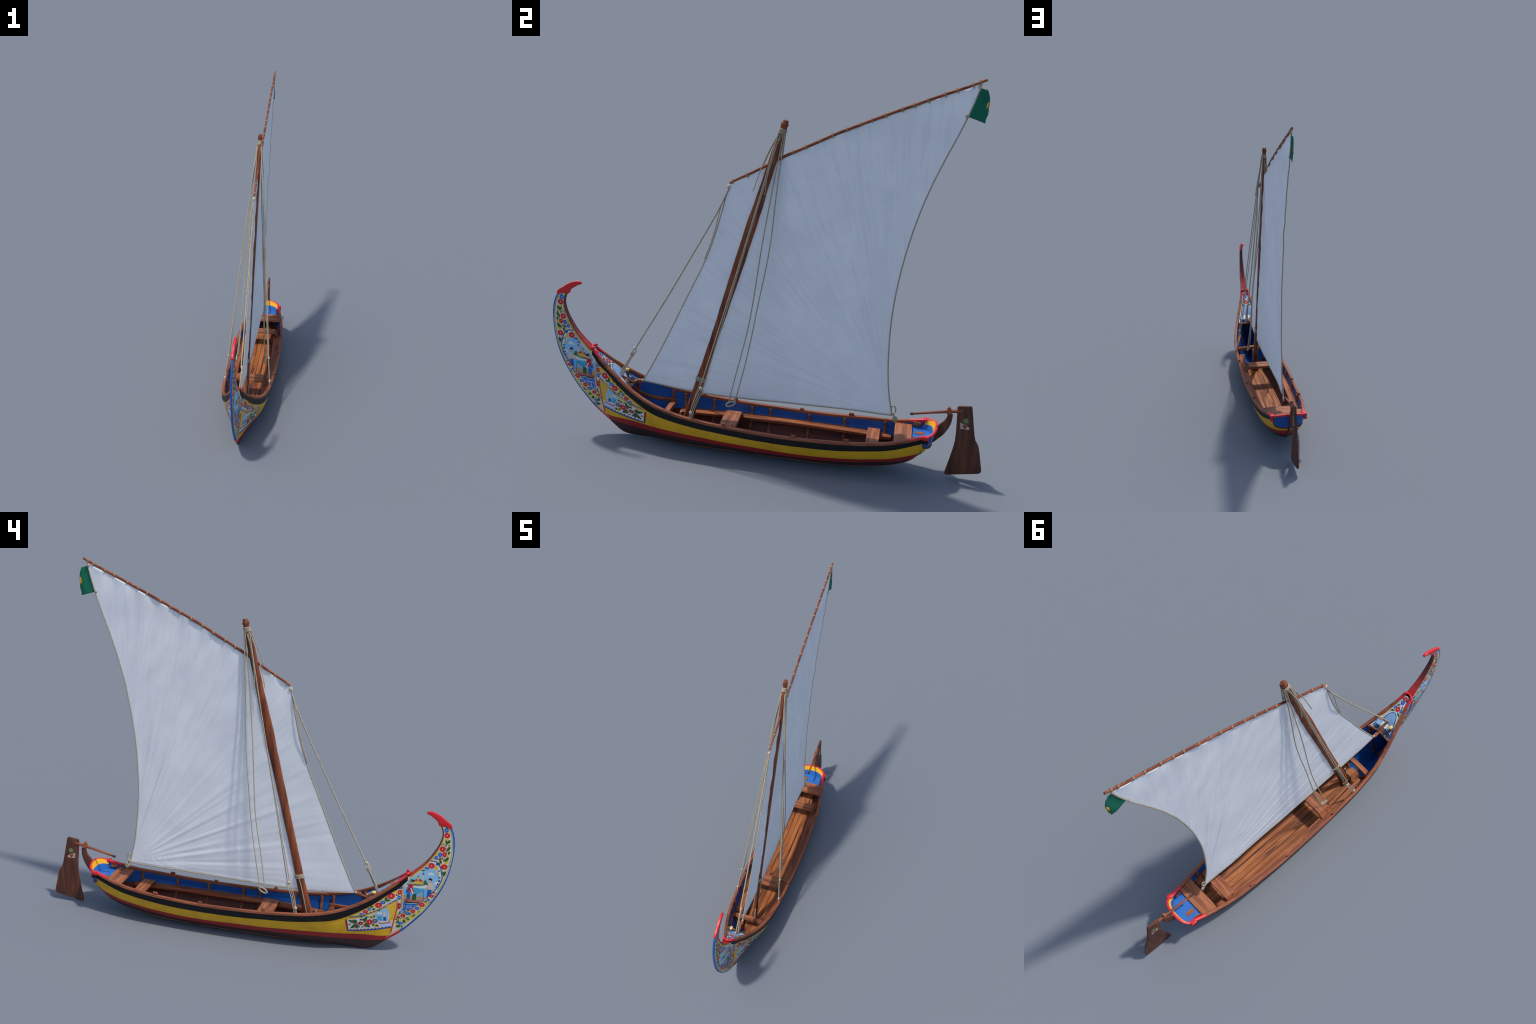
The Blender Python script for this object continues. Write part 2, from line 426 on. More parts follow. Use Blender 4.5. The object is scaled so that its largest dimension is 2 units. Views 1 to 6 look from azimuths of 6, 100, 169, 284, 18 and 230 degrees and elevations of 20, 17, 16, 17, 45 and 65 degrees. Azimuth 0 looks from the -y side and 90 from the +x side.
def inner_curve(y, th=.009, n=26):
    """inner hull section at y, bottom (x~0) to top"""
    T = (float(sheer_b(y)), y, float(sheer_z(y)))
    if y < -.572:
        S = curve(STEM, s=np.linspace(0, 1, 500)); zk = float(S[np.argmin(abs(S[:, 0]-y)+(S[:, 1] > .5)*9), 1])
    else: zk = float(keel_z(y))
    P = rib_controls(T, (.003, y, zk), y)
    C = np.concatenate([bez(P, np.linspace(0, 1, n-4)), [lerp(P[3], np.array(T), q) for q in (.25, .5, .75, 1)]]); C[:, 0] = np.maximum(0.0005, C[:, 0]-th); C[:, 2] = np.maximum(C[:, 2], zk+th)
    return C

def inner_x(y, z, th=.009):
    C = inner_curve(y, th, 60); k = C[:, 2] >= zk_plus(C)
    return float(np.interp(z, C[:, 2], C[:, 0]))
def zk_plus(C): return C[0, 2]

FLOOR_Z = .021
BENCH_Z = .119
def build_interior(hull):
    ys = np.linspace(.730, -.760, 134); n = 26
    G = np.array([inner_curve(y) for y in ys])
    def piece(name, i0, i1, zlo, zhi, mat):
        s = Soup()
        for sx in (1, -1):
            V = []
            for i in range(i0, i1):
                C = G[i]; a = max(zlo(ys[i]), C[0, 2]); b = max(a+1e-4, min(zhi(ys[i]), C[-1, 2]))
                zz = np.linspace(a, b, 14)
                x = np.interp(zz, C[:, 2], C[:, 0])
                V += [(sx*xx, ys[i], z) for xx, z in zip(x, zz)]
            s.add(V, grid_faces(i1-i0, 14, flip=sx > 0))
        return s.obj(name, M[mat], hull)
    ib = int(np.argmin(abs(ys+.40)))
    top = lambda y: 9
    piece('inner_planking', 0, ib+1, lambda y: BENCH_Z-.004, top, 'blue_in')
    jb = int(np.argmin(abs(ys+.447)))
    piece('ceiling', 0, jb+1, lambda y: 0, lambda y: BENCH_Z-.004, 'ceiling')
    piece('inner_planking', ib, jb+1, lambda y: BENCH_Z-.004, top, 'blue_in')
    piece('inner_planking', jb, len(ys), lambda y: 0, top, 'blue_in')
    # floor boards
    edges = np.linspace(-.084, .084, 7)
    rng = random.Random(5)
    for k in range(6):
        x0, x1 = edges[k]+.0011, edges[k+1]-.0011
        s = Soup(); V = []; yy = np.linspace(-.462, .70, 60); zj = rng.uniform(-.0006, .0006)
        for y in yy:
            zf = max(FLOOR_Z, float(keel_z(y))+.018)
            lim = max(.004, inner_x(y, zf, .006))
            a, b = max(-lim, min(lim, x0)), max(-lim, min(lim, x1))
            V += [(a, y, zf-.006), (b, y, zf-.006), (b, y, zf+zj), (a, y, zf+zj)]
        s.add(V, grid_faces(len(yy), 4, True)+[(0, 1, 2, 3), tuple(len(V)-4+q for q in (3, 2, 1, 0))])
        s.obj('floor_board', M['floor'], hull, smooth=False)
    # side benches
    for sx in (1, -1):
        yy = np.linspace(-.405, .585, 90); V = []
        for y in yy:
            xo = inner_x(y, BENCH_Z, .008)
            e = smooth01((.59-y)/.05)
            xi = min(xo-.004, lerp(xo-.018, lerp(xo-.043, .0, 0), e))
            xi = max(xi, .055)
            for q in ((xi+.0015, BENCH_Z-.014), (xo, BENCH_Z-.014), (xo, BENCH_Z), (xi+.002, BENCH_Z), (xi, BENCH_Z-.002), (xi, BENCH_Z-.012)):
                V.append((sx*q[0], y, q[1]))
        s = Soup(); s.add(V, grid_faces(len(yy), 6, True)+[tuple(range(6)), tuple(len(V)-6+q for q in range(6))])
        s.obj('side_bench', M['wood'], hull, angle=30)
    # frames (ribs)
    frames = [-.607, -.450, -.390, -.252, -.070, .018, .203, .370, .557]
    for sx in (1, -1):
        for y in frames:
            C = inner_curve(y, .0115, 40)
            zlo = .03
            C = C[(C[:, 2] > zlo) & (C[:, 2] < sheer_z(y)+.004)]
            C = C[np.concatenate([[True], np.linalg.norm(np.diff(C, axis=0), axis=1) > 1e-4])]
            P = C*[sx, 1, 1]; T = np.gradient(P, axis=0); T /= np.linalg.norm(T, axis=1)[:, None]
            up = np.tile([0, 1., 0], (len(P), 1)); side = np.cross(T, up)
            s = Soup(); s.sweep(P, round_rect(-.004, .004, -.006, .006, .0015), side, up); s.obj('frame', M['wood'], hull, angle=40)
    # stringer in the bow
        yy = np.linspace(-.66, -.435, 30)
        zz = spline([-.66, -.6, -.55, -.5, -.435], [.245, .192, .170, .158, .152], yy)
        P = np.array([(sx*(inner_x(y, z, .010)), y, z) for y, z in zip(yy, zz)])
        T = np.gradient(P, axis=0); T /= np.linalg.norm(T, axis=1)[:, None]
        up = np.tile([0, 0, 1.], (len(P), 1)); side = np.cross(T, up)
        s = Soup(); s.sweep(P, round_rect(-.006, .006, -.008, .008, .002), side, up); s.obj('stringer', M['wood'], hull, angle=40)
    # bow beam (arched)
    def thwart(name, y0, y1, z, half, th, arch, drop, mat, bend=0):
        xs = np.linspace(-half, half, 25); V = []
        for x in xs:
            u = abs(x)/half
            zt = z+arch*(1-u*u)-drop*smooth01((u-bend)/(1-bend+1e-6)) if drop else z+arch*(1-u*u)
            for y, dz in ((y0, -th), (y1, -th), (y1, -.0015), (y1-.0015, 0), (y0+.0015, 0), (y0, -.0015)):
                V.append((x, y, zt+dz))
        s = Soup(); s.add(V, grid_faces(len(xs), 6, True)+[tuple(range(6)), tuple(len(V)-6+q for q in range(6))])
        return s.obj(name, M[mat], hull, angle=30)
    thwart('bow_beam', -.459, -.434, .146, .098, .018, .010, 0, 'wood_x')
    thwart('thwart', -.183, -.106, .149, .102, .012, .001, .026, 'wood_x', .72)
    thwart('thwart', .481, .538, .149, .103, .011, .001, .018, 'wood_x', .78)
    # wide aft thwart, set between the rails
    s = Soup(); V = []
    for y in np.linspace(.602, .679, 8):
        w = inner_x(y, .19, .004); z = lerp(.182, .189, (y-.602)/.077)
        V += [(-w, y, z-.012), (w, y, z-.012), (w, y, z), (-w, y, z)]
    s.add(V, grid_faces(8, 4, True)+[(0, 1, 2, 3), tuple(len(V)-4+q for q in (3, 2, 1, 0))]); s.obj('stern_thwart', M['wood_x'], hull, smooth=False)
    for sx in (1, -1):      # knees under the benches' aft ends
        s = Soup(); s.box((sx*.082, .572, .112), (.016, .017, .008), .004); s.obj('bench_end', M['wood'], hull)
    # thole pins
    for sx in (1, -1):
        for y, h, l in ((-.150, .0125, .008), (.166, .0095, .009), (.399, .013, .012)):
            b = float(sheer_b(y))-.004; z = float(sheer_z(y))+.0125
            s = Soup(); s.box((sx*b, y, z+h/2-.002), (.0045, l, h/2+.002), .0018); s.obj('thole_pin', M['rail'], hull)

def build_bow(hull, G):
    # stem band following the outer edge
    S = curve(STEM, s=np.linspace(0, 1, 160)); S = S[S[:, 1] > .055]
    T = np.gradient(S, axis=0); T /= np.linalg.norm(T, axis=1)[:, None]; Nn = np.stack([T[:, 1], -T[:, 0]], 1)
    Nn *= -np.sign(Nn[:, :1]+1e-9)*np.sign(1)
    out = np.stack([np.zeros(len(S)), Nn[:, 0], Nn[:, 1]], 1)
    if out[len(out)//2, 1] > 0: out *= -1
    P = np.stack([np.zeros(len(S)), S[:, 0], S[:, 1]], 1); side = np.tile([1., 0, 0], (len(S), 1))
    def width(z): return lerp(.0058, .0046, smooth01((z-.1)/.5))
    def band(name, sel, mat):
        V = []
        idx = np.where(sel)[0]
        for i in idx:
            w = width(P[i, 2]); d = lerp(.0150, .0085, smooth01((P[i, 2]-.25)/.3))
            for a, b in ((-w-.0006, -d), (-w, 0), (-w*.6, .0016), (w*.6, .0016), (w, 0), (w+.0006, -d)):
                V.append(P[i]+side[i]*a+out[i]*b)
        s = Soup(); s.add(V, grid_faces(len(idx), 6, True)+[tuple(range(6)), tuple(len(V)-6+q for q in range(6))])
        s.obj(name, M[mat], hull, angle=60)
    band('stem_band', P[:, 2] > .121, 'blue_stem'); band('stem_foot', (P[:, 2] <= .124) & (P[:, 2] > .066), 'bright_red')
    # top face of the neck, slightly hollow
    N = curve(NECK, 50); V = []
    T = np.gradient(N[:, :2], axis=0); T /= np.linalg.norm(T, axis=1)[:, None]
    for k in range(50):
        w = N[k, 2]+.0012; nrm = np.array([0, -T[k, 1], T[k, 0]]); nrm *= np.sign(nrm[1])     # towards +y
        c = np.array([0, N[k, 0], N[k, 1]])
        for u, h in ((-1, -.004), (-1.02, .0015), (-.8, .0022), (-.4, .0004), (0, 0), (.4, .0004), (.8, .0022), (1.02, .0015), (1, -.004)):
            V.append(c+[u*w, 0, 0]+nrm*h)
    for q in range(6):
        a, b = q*8, min(50, q*8+9) if q < 5 else 50
        s = Soup(); s.add(V[a*9:b*9], grid_faces(b-a, 9)); s.obj('neck_ridge', M['ridge_%d' % q], hull, angle=60)
    # hooked prow ornament
    hk = [(-.981, .675), (-.976, .685), (-.955, .701), (-.935, .716), (-.912, .729), (-.890, .7365), (-.872, .7375), (-.8615, .7335), (-.860, .728),
          (-.872, .7215), (-.890, .711), (-.906, .700), (-.914, .690), (-.919, .677), (-.930, .674), (-.944, .6755), (-.960, .672), (-.974, .664)]
    s = Soup(); s.plate([tuple(p) for p in curve(hk+[hk[0]], 60)[:-1]], -.0062, .0062, .0028); s.obj('prow_hook', M['bright_red'], hull)
    # yoke: red bar across the foot of the neck
    s = Soup()
    s.tube(curve([(-.0205, -.803, .426), (0, -.811, .427), (.0205, -.803, .426)], 12), .0052, 10)
    for sx in (1, -1): s.ball((sx*.0205, -.802, .4265), (.0058, .0085, .0070))
    s.obj('yoke', M['bright_red'], hull)
    # fore deck
    ys = np.linspace(-.800, -.612, 30); V = []; nx = 17
    for y in ys:
        b = float(sheer_b(y))-.0085; z = float(sheer_z(y))+.004
        for k in range(nx):
            u = -1+2*k/(nx-1); sag = .024*smooth01((y+.74)/.12)
            V.append((u*b, y+.012*(u*u-1)*-1*smooth01((y+.70)/.09)*-1, z-sag*(1-.45*u*u)+.007*(1-u*u)))
    s = Soup(); s.add(V, grid_faces(len(ys), nx)); dk = s.obj('fore_deck', M['deck_paint'], hull, angle=60)
    e = np.array(V[-nx:])
    s = Soup(); s.tube(e+[0, .002, -.004], .0055, 8); s.obj('deck_edge', M['wood_x'], hull)
    V = [tuple(p) for p in e+[0, -.004, -.004]]+[(p[0]*.8, p[1]-.03, p[2]-.09) for p in e]
    # bollard and carved knee on the deck
    s = Soup(); s.tube([(-.036, -.652, .255), (-.034, -.655, .305)], [.0075, .007], 10); s.obj('bollard', M['wood'], hull)
    s = Soup(); s.ball((-.0335, -.656, .314), (.0095, .013, .008)); s.obj('bollard_cap', M['brass'], hull)
    s = Soup(); s.box((.004, -.640, .283), (.004, .034, .004), .001, Matrix.Rotation(math.radians(-28), 3, 'X')); s.obj('deck_batten', M['wood'], hull)
    return dk

def build_stern(hull):
    # transom wall: curved in plan
    n = 41; ang = np.linspace(-math.pi/2, math.pi/2, n)
    def ring(rx, ry, y0, z0, zc, e=.85):
        return np.array([(rx*np.sign(math.sin(a))*abs(math.sin(a))**e, y0+ry*abs(math.cos(a))**e, lerp(z0, zc, math.cos(a)**1.3)) for a in ang])
    low = ring(.0745, .040, .728, .164, .156); mid = ring(.0800, .046, .733, .185, .200); top = ring(.0840, .050, .735, .214, .2365)
    s = Soup(); s.add(np.concatenate([low, mid, top]), grid_faces(3, n)); s.obj('transom', M['blue_stem'], hull, angle=60)
    s = Soup(); s.tube(low, .0045, 8); s.obj('transom_moulding', M['post'], hull)
    # red coaming
    def sweep_ring(path, prof, name, mat):
        P = np.asarray(path); T = np.gradient(P, axis=0); T /= np.linalg.norm(T, axis=1)[:, None]
        up = np.tile([0, 0, 1.], (len(P), 1)); side = np.cross(T, up); side /= np.linalg.norm(side, axis=1)[:, None]
        if side[len(P)//2, 1] < 0: side *= -1
        s = Soup(); s.sweep(P, prof, side, up); s.obj(name, M[mat], hull, angle=40)
    sweep_ring(top, round_rect(-.0055, .006, -.002, .0085, .003), 'coaming', 'bright_red')
    inn_t = ring(.0785, .0445, .735, .218, .2425); inn_m = ring(.0730, .0375, .733, .202, .214); inn_b = ring(.0700, .034, .728, .176, .178)
    s = Soup(); s.add(np.concatenate([inn_t, inn_m]), grid_faces(2, n)); s.obj('coaming_lining', M['trim_yellow'], hull, angle=60)
    s = Soup(); s.add(np.concatenate([inn_m, inn_b]), grid_faces(2, n)); s.obj('stern_lining', M['blue_deck'], hull, angle=60)
    # stern deck
    V = []
    for y in np.linspace(.676, .766, 16):
        w = inner_x(min(y, .69), .18, .003) if y < .725 else .071*math.sqrt(max(0, 1-((y-.725)/.0415)**2))
        w = min(w, .090)
        z = lerp(.178, .180, (y-.676)/.09)
        V += [(-w, y, z), (0, y, z), (w, y, z)]
    s = Soup(); s.add(V, grid_faces(16, 3)); s.obj('stern_deck', M['blue_deck'], hull)
    s = Soup(); s.box((-.028, .714, .1805), (.0105, .021, .0012), .0005); s.obj('deck_plate', M['wood'], hull)
    for sx in (1, -1):   # carved knobs closing rail and coaming, black butt of the wale below
        s = Soup(); s.box((sx*.0895, .7385, .2185), (.0095, .014, .008), .003); s.obj('coaming_knob', M['bright_red'], hull)
        s = Soup(); s.box((sx*.0905, .7370, .2025), (.0075, .0150, .0085), .001); s.obj('wale_butt', M['black'], hull)
        s = Soup(); s.box((sx*.0895, .7520, .2035), (.0085, .0012, .0105), .0005); s.obj('wale_butt_face', M['bright_red'], hull)
        s = Soup(); s.box((sx*.0735, .7000, .2000), (.0025, .017, .010), .001, Matrix.Rotation(sx*math.radians(14), 3, 'Z')); s.obj('stern_knee', M['wood'], hull)
    # stern post: curved horn from the transom to the tiller head
    a = curve([(.757, .150), (.772, .158), (.797, .182), (.815, .202), (.832, .230), (.844, .260), (.848, .306)], 30)
    b = curve([(.770, .205), (.780, .232), (.787, .241), (.798, .253), (.814, .270), (.829, .305)], 30)
    s = Soup(); s.plate([tuple(p) for p in a]+[tuple(p) for p in b[::-1]], -.006, .006, .002); s.obj('stern_post', M['post'], hull)
    yy = np.linspace(.640, .762, 20)
    s = Soup(); s.tube([(0, y, float(keel_z(y))+.001) for y in yy], .0065, 8); s.obj('skeg', M['post'], hull)

def build_rudder():
    poly = []
    def corner(p, a, b, r, n=5):
        p, a, b = map(np.array, (p, a, b)); u = (a-p)/np.linalg.norm(a-p); v = (b-p)/np.linalg.norm(b-p)
        for t in np.linspace(0, 1, n): poly.append(tuple((p+u*r)*(1-t)**2+2*t*(1-t)*p+(p+v*r)*t*t))
    A = (.8635, .3475); B = (.927, .3545); C = (.9995, .035); D = (.839, .0065)
    corner(A, (.8667, .294), B, .008)
    corner(B, A, (.944, .256), .009)
    poly += [(.9365, .300), (.944, .256), (.952, .2125), (.958, .192), (.967, .178), (.974, .165), (.983, .129), (.9912, .0875)]
    corner(C, (.9985, .055), D, .017, 7)
    corner(D, C, (.841, .027), .013, 7)
    poly += [(.842, .032), (.8545, .087), (.8670, .157), (.8697, .181), (.8702, .223), (.8667, .294)]
    poly = poly_fix(poly)
    s = Soup(); s.plate(poly, -.0052, .0052, .0022); rud = s.obj('rudder', M['rudder'], ROOT)
    s = Soup(); s.tube([(0, .672, .2845), (0, .76, .3025), (0, .835, .318), (0, .885, .326)], [.0048, .0058, .0075, .0085], 12)
    s.obj('tiller', M['yard'], rud)
    s = Soup(); s.tube([(0, .664, .2825), (0, .6665, .283), (0, .678, .2855)], [.0052, .0062, .0060], 12); s.obj('tiller_grip', M['bottom'], rud)
    rot = Matrix.Rotation(math.radians(12), 3, 'X')
    s = Soup(); s.box((0, .830, .317), (.0095, .0105, .0125), .003, rot); s.box((0, .829, .333), (.0085, .006, .006), .002, rot); s.obj('tiller_head', M['wood_x'], rud)
    return rud
def poly_fix(p):
    out = []
    for q in p:
        if not out or math.dist(out[-1], q) > 1e-4: out.append(q)
    return out

# ---------------------------------------------------------------- rig
MAST_TOP = np.array([0, .0400, 1.539]); MAST_FOOT = np.array([0, -.374, .022])
YARD_LO = np.array([0, -.186, 1.253]); YARD_UP = np.array([0, .831, 1.757])
LUFF = [(-.193, 1.237), (-.222, 1.115), (-.277, .925), (-.357, .738), (-.459, .506), (-.566, .284)]
FOOT = [(-.566, .283), (-.337, .2605), (-.023, .2572), (.29, .2638), (.585, .264)]
LEECH = [(.585, .265), (.5605, .385), (.5460, .55), (.5440, .69), (.5570, .870), (.5840, 1.04), (.6335, 1.24), (.7045, 1.437), (.772, 1.606), (.8115, 1.733)]
HEAD = [(-.193, 1.237), (-.107, 1.2915), (-.06, 1.318), (.055, 1.386), (.165, 1.4445), (.350, 1.537), (.578, 1.639), (.745, 1.709), (.8115, 1.733)]
CLEW = np.array([.583, .267])

YY = np.linspace(-.2, .84, 80)
YZ = np.interp(YY, [-.19, -.107, .055, .35, .578, .83], [1.253, 1.3, 1.395, 1.545, 1.647, 1.757])
def fold(y, z):
    """sideways relief of the cloth: rays of folds from the clew, slack scallops at the yard"""
    dy, dz = y-CLEW[0], z-CLEW[1]; r = math.hypot(dy, dz)+1e-6; a = math.atan2(dz, -dy)
    n1 = mnoise.noise(Vector((a*5, r*1.2, 0))); n2 = mnoise.noise(Vector((a*9, r*2.0, 3)))
    w = math.sin(a*48+2.2*n1)*.55+math.sin(a*87+1.7*r+2*n2)*.38+math.sin(a*141+3*n1)*.22
    amp = .0034*min(1, r/.15)*math.exp(-max(0, r-.40)/.62)*(.55+.45*math.exp(-((a-.55)/.7)**2))*(.55+.75*abs(n2))
    fx = w*amp
    c = y*.55+z*.30      # creases hanging from the yard
    fx += .0018*math.sin(c*95+4*mnoise.noise(Vector((y*1.5, z*1.5, 7))))*smooth01((z-.75)/.5)*(.3+abs(mnoise.noise(Vector((y*3, z*2, 11)))))
    fx += .0034*mnoise.noise(Vector((y*2.6, z*2.6, 5)))+.0022*mnoise.noise(Vector((y*7, z*5, 9)))
    d = float(np.interp(y, YY, YZ))-z         # distance below the yard
    fx += .0036*math.sin((y+.186)*math.pi/.0536)*math.exp(-max(0, d)/.045)
    return fx

YARD = [(-.188, 1.254), (-.173, 1.2635), (-.107, 1.3000), (-.060, 1.3265), (.055, 1.395), (.118, 1.428), (.165, 1.4525), (.240, 1.4925),
        (.350, 1.545), (.465, 1.5975), (.578, 1.647), (.690, 1.6955), (.745, 1.718), (.831, 1.757)]
def yard_at(t):
    y = lerp(-.188, .831, t); return np.array([0, y, float(spline([a for a, b in YARD], [b for a, b in YARD], y))])
def build_rig():
    ax = MAST_TOP-MAST_FOOT
    # mast: flattened, tapering, with a turned cap
    ts = np.array([0, .08, .14, .21, .32, .47, .62, .70, .77, .83, .88, .93, .960, .983, .9845, .988, .9915, .9925, .998, 1.0])
    ry = np.array([.0260, .0250, .0225, .0205, .0188, .0205, .0232, .0232, .0200, .0178, .0176, .0172, .0168, .0140, .0160, .0165, .0158, .0122, .0122, .0105])
    rx = np.array([.0125, .0115, .0105, .0098, .0095, .0098, .0100, .0102, .0104, .0106, .0108, .0110, .0112, .0110, .0126, .0130, .0126, .0102, .0102, .0085])
    d = ax/np.linalg.norm(ax); fy = np.array([0, d[2], -d[1]]); V = []; n = 16
    tt = np.unique(np.concatenate([np.linspace(0, .95, 60), ts]))
    for t in tt:
        a, b = np.interp(t, ts, rx), np.interp(t, ts, ry)
        jy = .0012*mnoise.noise(Vector((t*14, 3, 1)))
        for k in range(n):
            q = 2*math.pi*k/n; V.append(MAST_FOOT+ax*t+np.array([1, 0, 0])*a*math.cos(q)+fy*(b*math.sin(q)+jy))
    s = Soup(); s.add(V, grid_faces(len(tt), n, True)+[tuple(range(n))[::-1], tuple(len(V)-n+k for k in range(n))])
    mast = s.obj('mast', M['mast'], ROOT, angle=40)
    def wrap(name, t0, t1, extra, mat, turns=5):
        s = Soup()
        for k in range(turns):
            t = lerp(t0, t1, k/(turns-1)); a, b = np.interp(t, ts, rx)+extra, np.interp(t, ts, ry)+extra
            r = abs(t1-t0)*np.linalg.norm(ax)/(turns-1)*.56
            P = [MAST_FOOT+ax*t+np.array([1, 0, 0])*a*math.cos(q)+fy*b*math.sin(q) for q in np.linspace(0, 2*math.pi, 25)]
            s.tube(P, r, 6, caps=False)
        s.obj(name, M[mat], mast)
    wrap('mast_lashing', .964, .975, .0008, 'rope')
    wrap('mast_lashing', .196, .206, .0012, 'rope', 4)
    # wooden step and cleats at the foot
    s = Soup(); s.box((0, -.376, .034), (.017, .030, .014), .004); s.obj('mast_step', M['wood'], mast)
    s = Soup(); s.tube([(.012, -.392, .06), (.011, -.380, .155)], [.006, .004], 8); s.obj('mast_wedge', M['rope'], mast)
    # yard
    ya = YARD_UP-YARD_LO; L = np.linalg.norm(ya)
    tt = np.linspace(0, 1, 60)
    P = [yard_at(t) for t in tt]
    s = Soup(); s.tube(P, [.0058+.0009*mnoise.noise(Vector((t*25, 2, 4)))+.001*math.sin(t*math.pi) for t in tt], 12, flat=(.80, 1, 1))
    yard = s.obj('yard', M['yard'], ROOT)
    dn = np.array([0, ya[2], -ya[1]])/L; dn *= -np.sign(dn[2])      # dn: towards the sail
    rng = random.Random(3)
    ks = [.012, .072, .165, .262]+[.262+.0525*k+rng.uniform(-.007, .007) for k in range(1, 14)]+[.975]
    for k in ks:
        s = Soup(); c = yard_at(k)
        for off in (-.0018, .0018):
            cc = c+ya/L*off
            s.tube([cc+np.array([1, 0, 0])*.0059*math.cos(q)+np.array([0, -ya[2], ya[1]])/L*(.0074)*math.sin(q)+ya/L*.002*math.sin(q) for q in np.linspace(0, 2*math.pi, 17)], .0017, 6, caps=False)
        s.ball(c-dn*.0085, .0028, 8, 6)
        s.tube([c+dn*.007, c+dn*.016], .0012, 6)
        s.obj('yard_lashing', M['lash2'], yard)
    # sail
    nu, nv = 190, 170
    hd = curve(HEAD, s=np.linspace(0, 1, nu)); ft = curve(FOOT, s=np.linspace(0, 1, nu))
    lf = curve(LUFF, s=np.linspace(0, 1, nv)); lc = curve(LEECH[::-1], s=np.linspace(0, 1, nv))   # both top -> bottom
    u = np.linspace(0, 1, nu)[:, None, None]; v = np.linspace(0, 1, nv)[None, :, None]
    S = (1-v)*hd[:, None]+v*ft[:, None]+(1-u)*lf[None]+u*lc[None]-((1-u)*(1-v)*hd[0]+u*(1-v)*hd[-1]+(1-u)*v*ft[0]+u*v*ft[-1])
    V = [(fold(y, z), y, z) for y, z in S.reshape(-1, 2)]
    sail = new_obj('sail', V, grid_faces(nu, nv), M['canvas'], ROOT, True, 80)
    md = sail.modifiers.new('thick', 'SOLIDIFY'); md.thickness = .0016; md.offset = 0
    # bolt ropes
    def edge(pts, n, name='bolt_rope', r=.0028):
        s = Soup(); s.tube([(fold(y, z), y, z) for y, z in curve(pts, n)], r, 8); s.obj(name, M['rope'], sail)
    edge(LUFF, 60); edge(FOOT, 60, r=.0030); edge(LEECH, 70, r=.0030)
    s = Soup()
    s.ball((0, -.192, 1.2375), (.008, .009, .0105)); s.obj('knot', M['lash'], sail)
    s = Soup(); s.ball((0, .805, 1.727), (.007, .008, .010)); s.tube([(0, .812, 1.745), (0, .806, 1.722)], .004, 8); s.obj('knot', M['lash'], sail)
    s = Soup(); s.ball((0, .769, 1.607), (.006, .008, .007)); s.obj('knot', M['rope'], sail)
    # clew ring and block
    s = Soup()
    s.tube([(0.001, .589+.010*math.cos(q), .293+.019*math.sin(q)) for q in np.linspace(0, 2*math.pi, 25)], .0032, 8, caps=False)
    s.ball((0, .586, .272), (.007, .008, .008)); s.tube([(0, .588, .274), (0, .597, .258)], .0035, 8); s.obj('clew_ring', M['rope'], sail)
    s = Soup()
    for r, w in ((.0075, .0055), (.0045, .006)):
        s.tube([(0, .599+r*math.cos(q), .248+1.45*r*math.sin(q)) for q in np.linspace(0, 2*math.pi, 25)], w*.85, 8, caps=False)
    s.obj('sheet_block', M['rope'], sail)
    # tack spar end
    s = Soup(); s.box((0, -.583, .279), (.008, .012, .010), .003); s.obj('tack_block', M['wood'], sail)
    s = Soup(); s.tube([(0, -.578, .283), (0, -.640, .262)], .005, 8); s.obj('tack_spar', M['wood'], sail)
    s = Soup(); s.ball((0, -.568, .285), (.006, .007, .007)); s.obj('knot', M['lash'], sail)
    # flag
    fl = Soup(); nu, nv = 24, 30; V = []
    for i in range(nu):
        a = i/(nu-1)
        for j in range(nv):
            b = j/(nv-1)
            y0 = lerp(.812, .773, b); z0 = lerp(1.722, 1.606, b)
            w = .036 if False else float(spline([0, .12, .3, .45, .56, .7, .85, 1], [.026, .037, .049, .055, .056, .064, .064, .068], b))+.0014*mnoise.noise(Vector((b*22, 0, 2)))
            y = y0+w*a; z = z0-lerp(.006, .021, b)*a
            V.append((.0035*math.sin(a*5+b*2)*a, y, z))
    fl.add(V, grid_faces(nu, nv)); flag = fl.obj('flag', M['flag'], ROOT, angle=80)
    md = flag.modifiers.new('thick', 'SOLIDIFY'); md.thickness = .0012; md.offset = 0
    # flag emblem: part of a ring cut by the frayed edge
    for nm, r0, r1, mat, dx in (('flag_emblem', .011, .0205, 'trim_yellow', .0012), ('flag_emblem_core', .0, .0075, 'emblem_orange', .0012)):
        s = Soup()
        for sx in (1, -1):
            V = []; A = np.linspace(math.radians(108), math.radians(262), 20)
            for q in A:
                for r in (r0, r1):
                    yy = .8515+r*.62*math.cos(q) if r0 > 0 else .848+r*.5*math.cos(q)
                    zz = 1.652+r*math.sin(q) if r0 > 0 else 1.640+r*math.sin(q)
                    a = .85; V.append((.0035*math.sin(a*5+1)*a+sx*dx, yy, zz))
            s.add(V, grid_faces(len(A), 2))
        s.obj(nm, M[mat], flag)
    # ropes
    rope = lambda name, pts, r=.0026, par=None, n=40, mat='rope': _rope(name, pts, r, par or mast, n, mat)
    top = MAST_FOOT+ax*.966
    rope('forestay', [(0, -.193, 1.226), (0, -.21, 1.185), (0, -.325, .955), (0, -.455, .710), (0, -.575, .495), (0, -.605, .440)], .0035, yard)
    for dx in (-.0055, .0055):
        rope('stay_tackle', [(.002, -.613+dx*.6, .418+dx*.4), (.003+dx*.4, -.640+dx, .368+dx*.6), (.005+dx, -.673+dx*1.2, .300)], .0034, yard, 12)
    s = Soup()
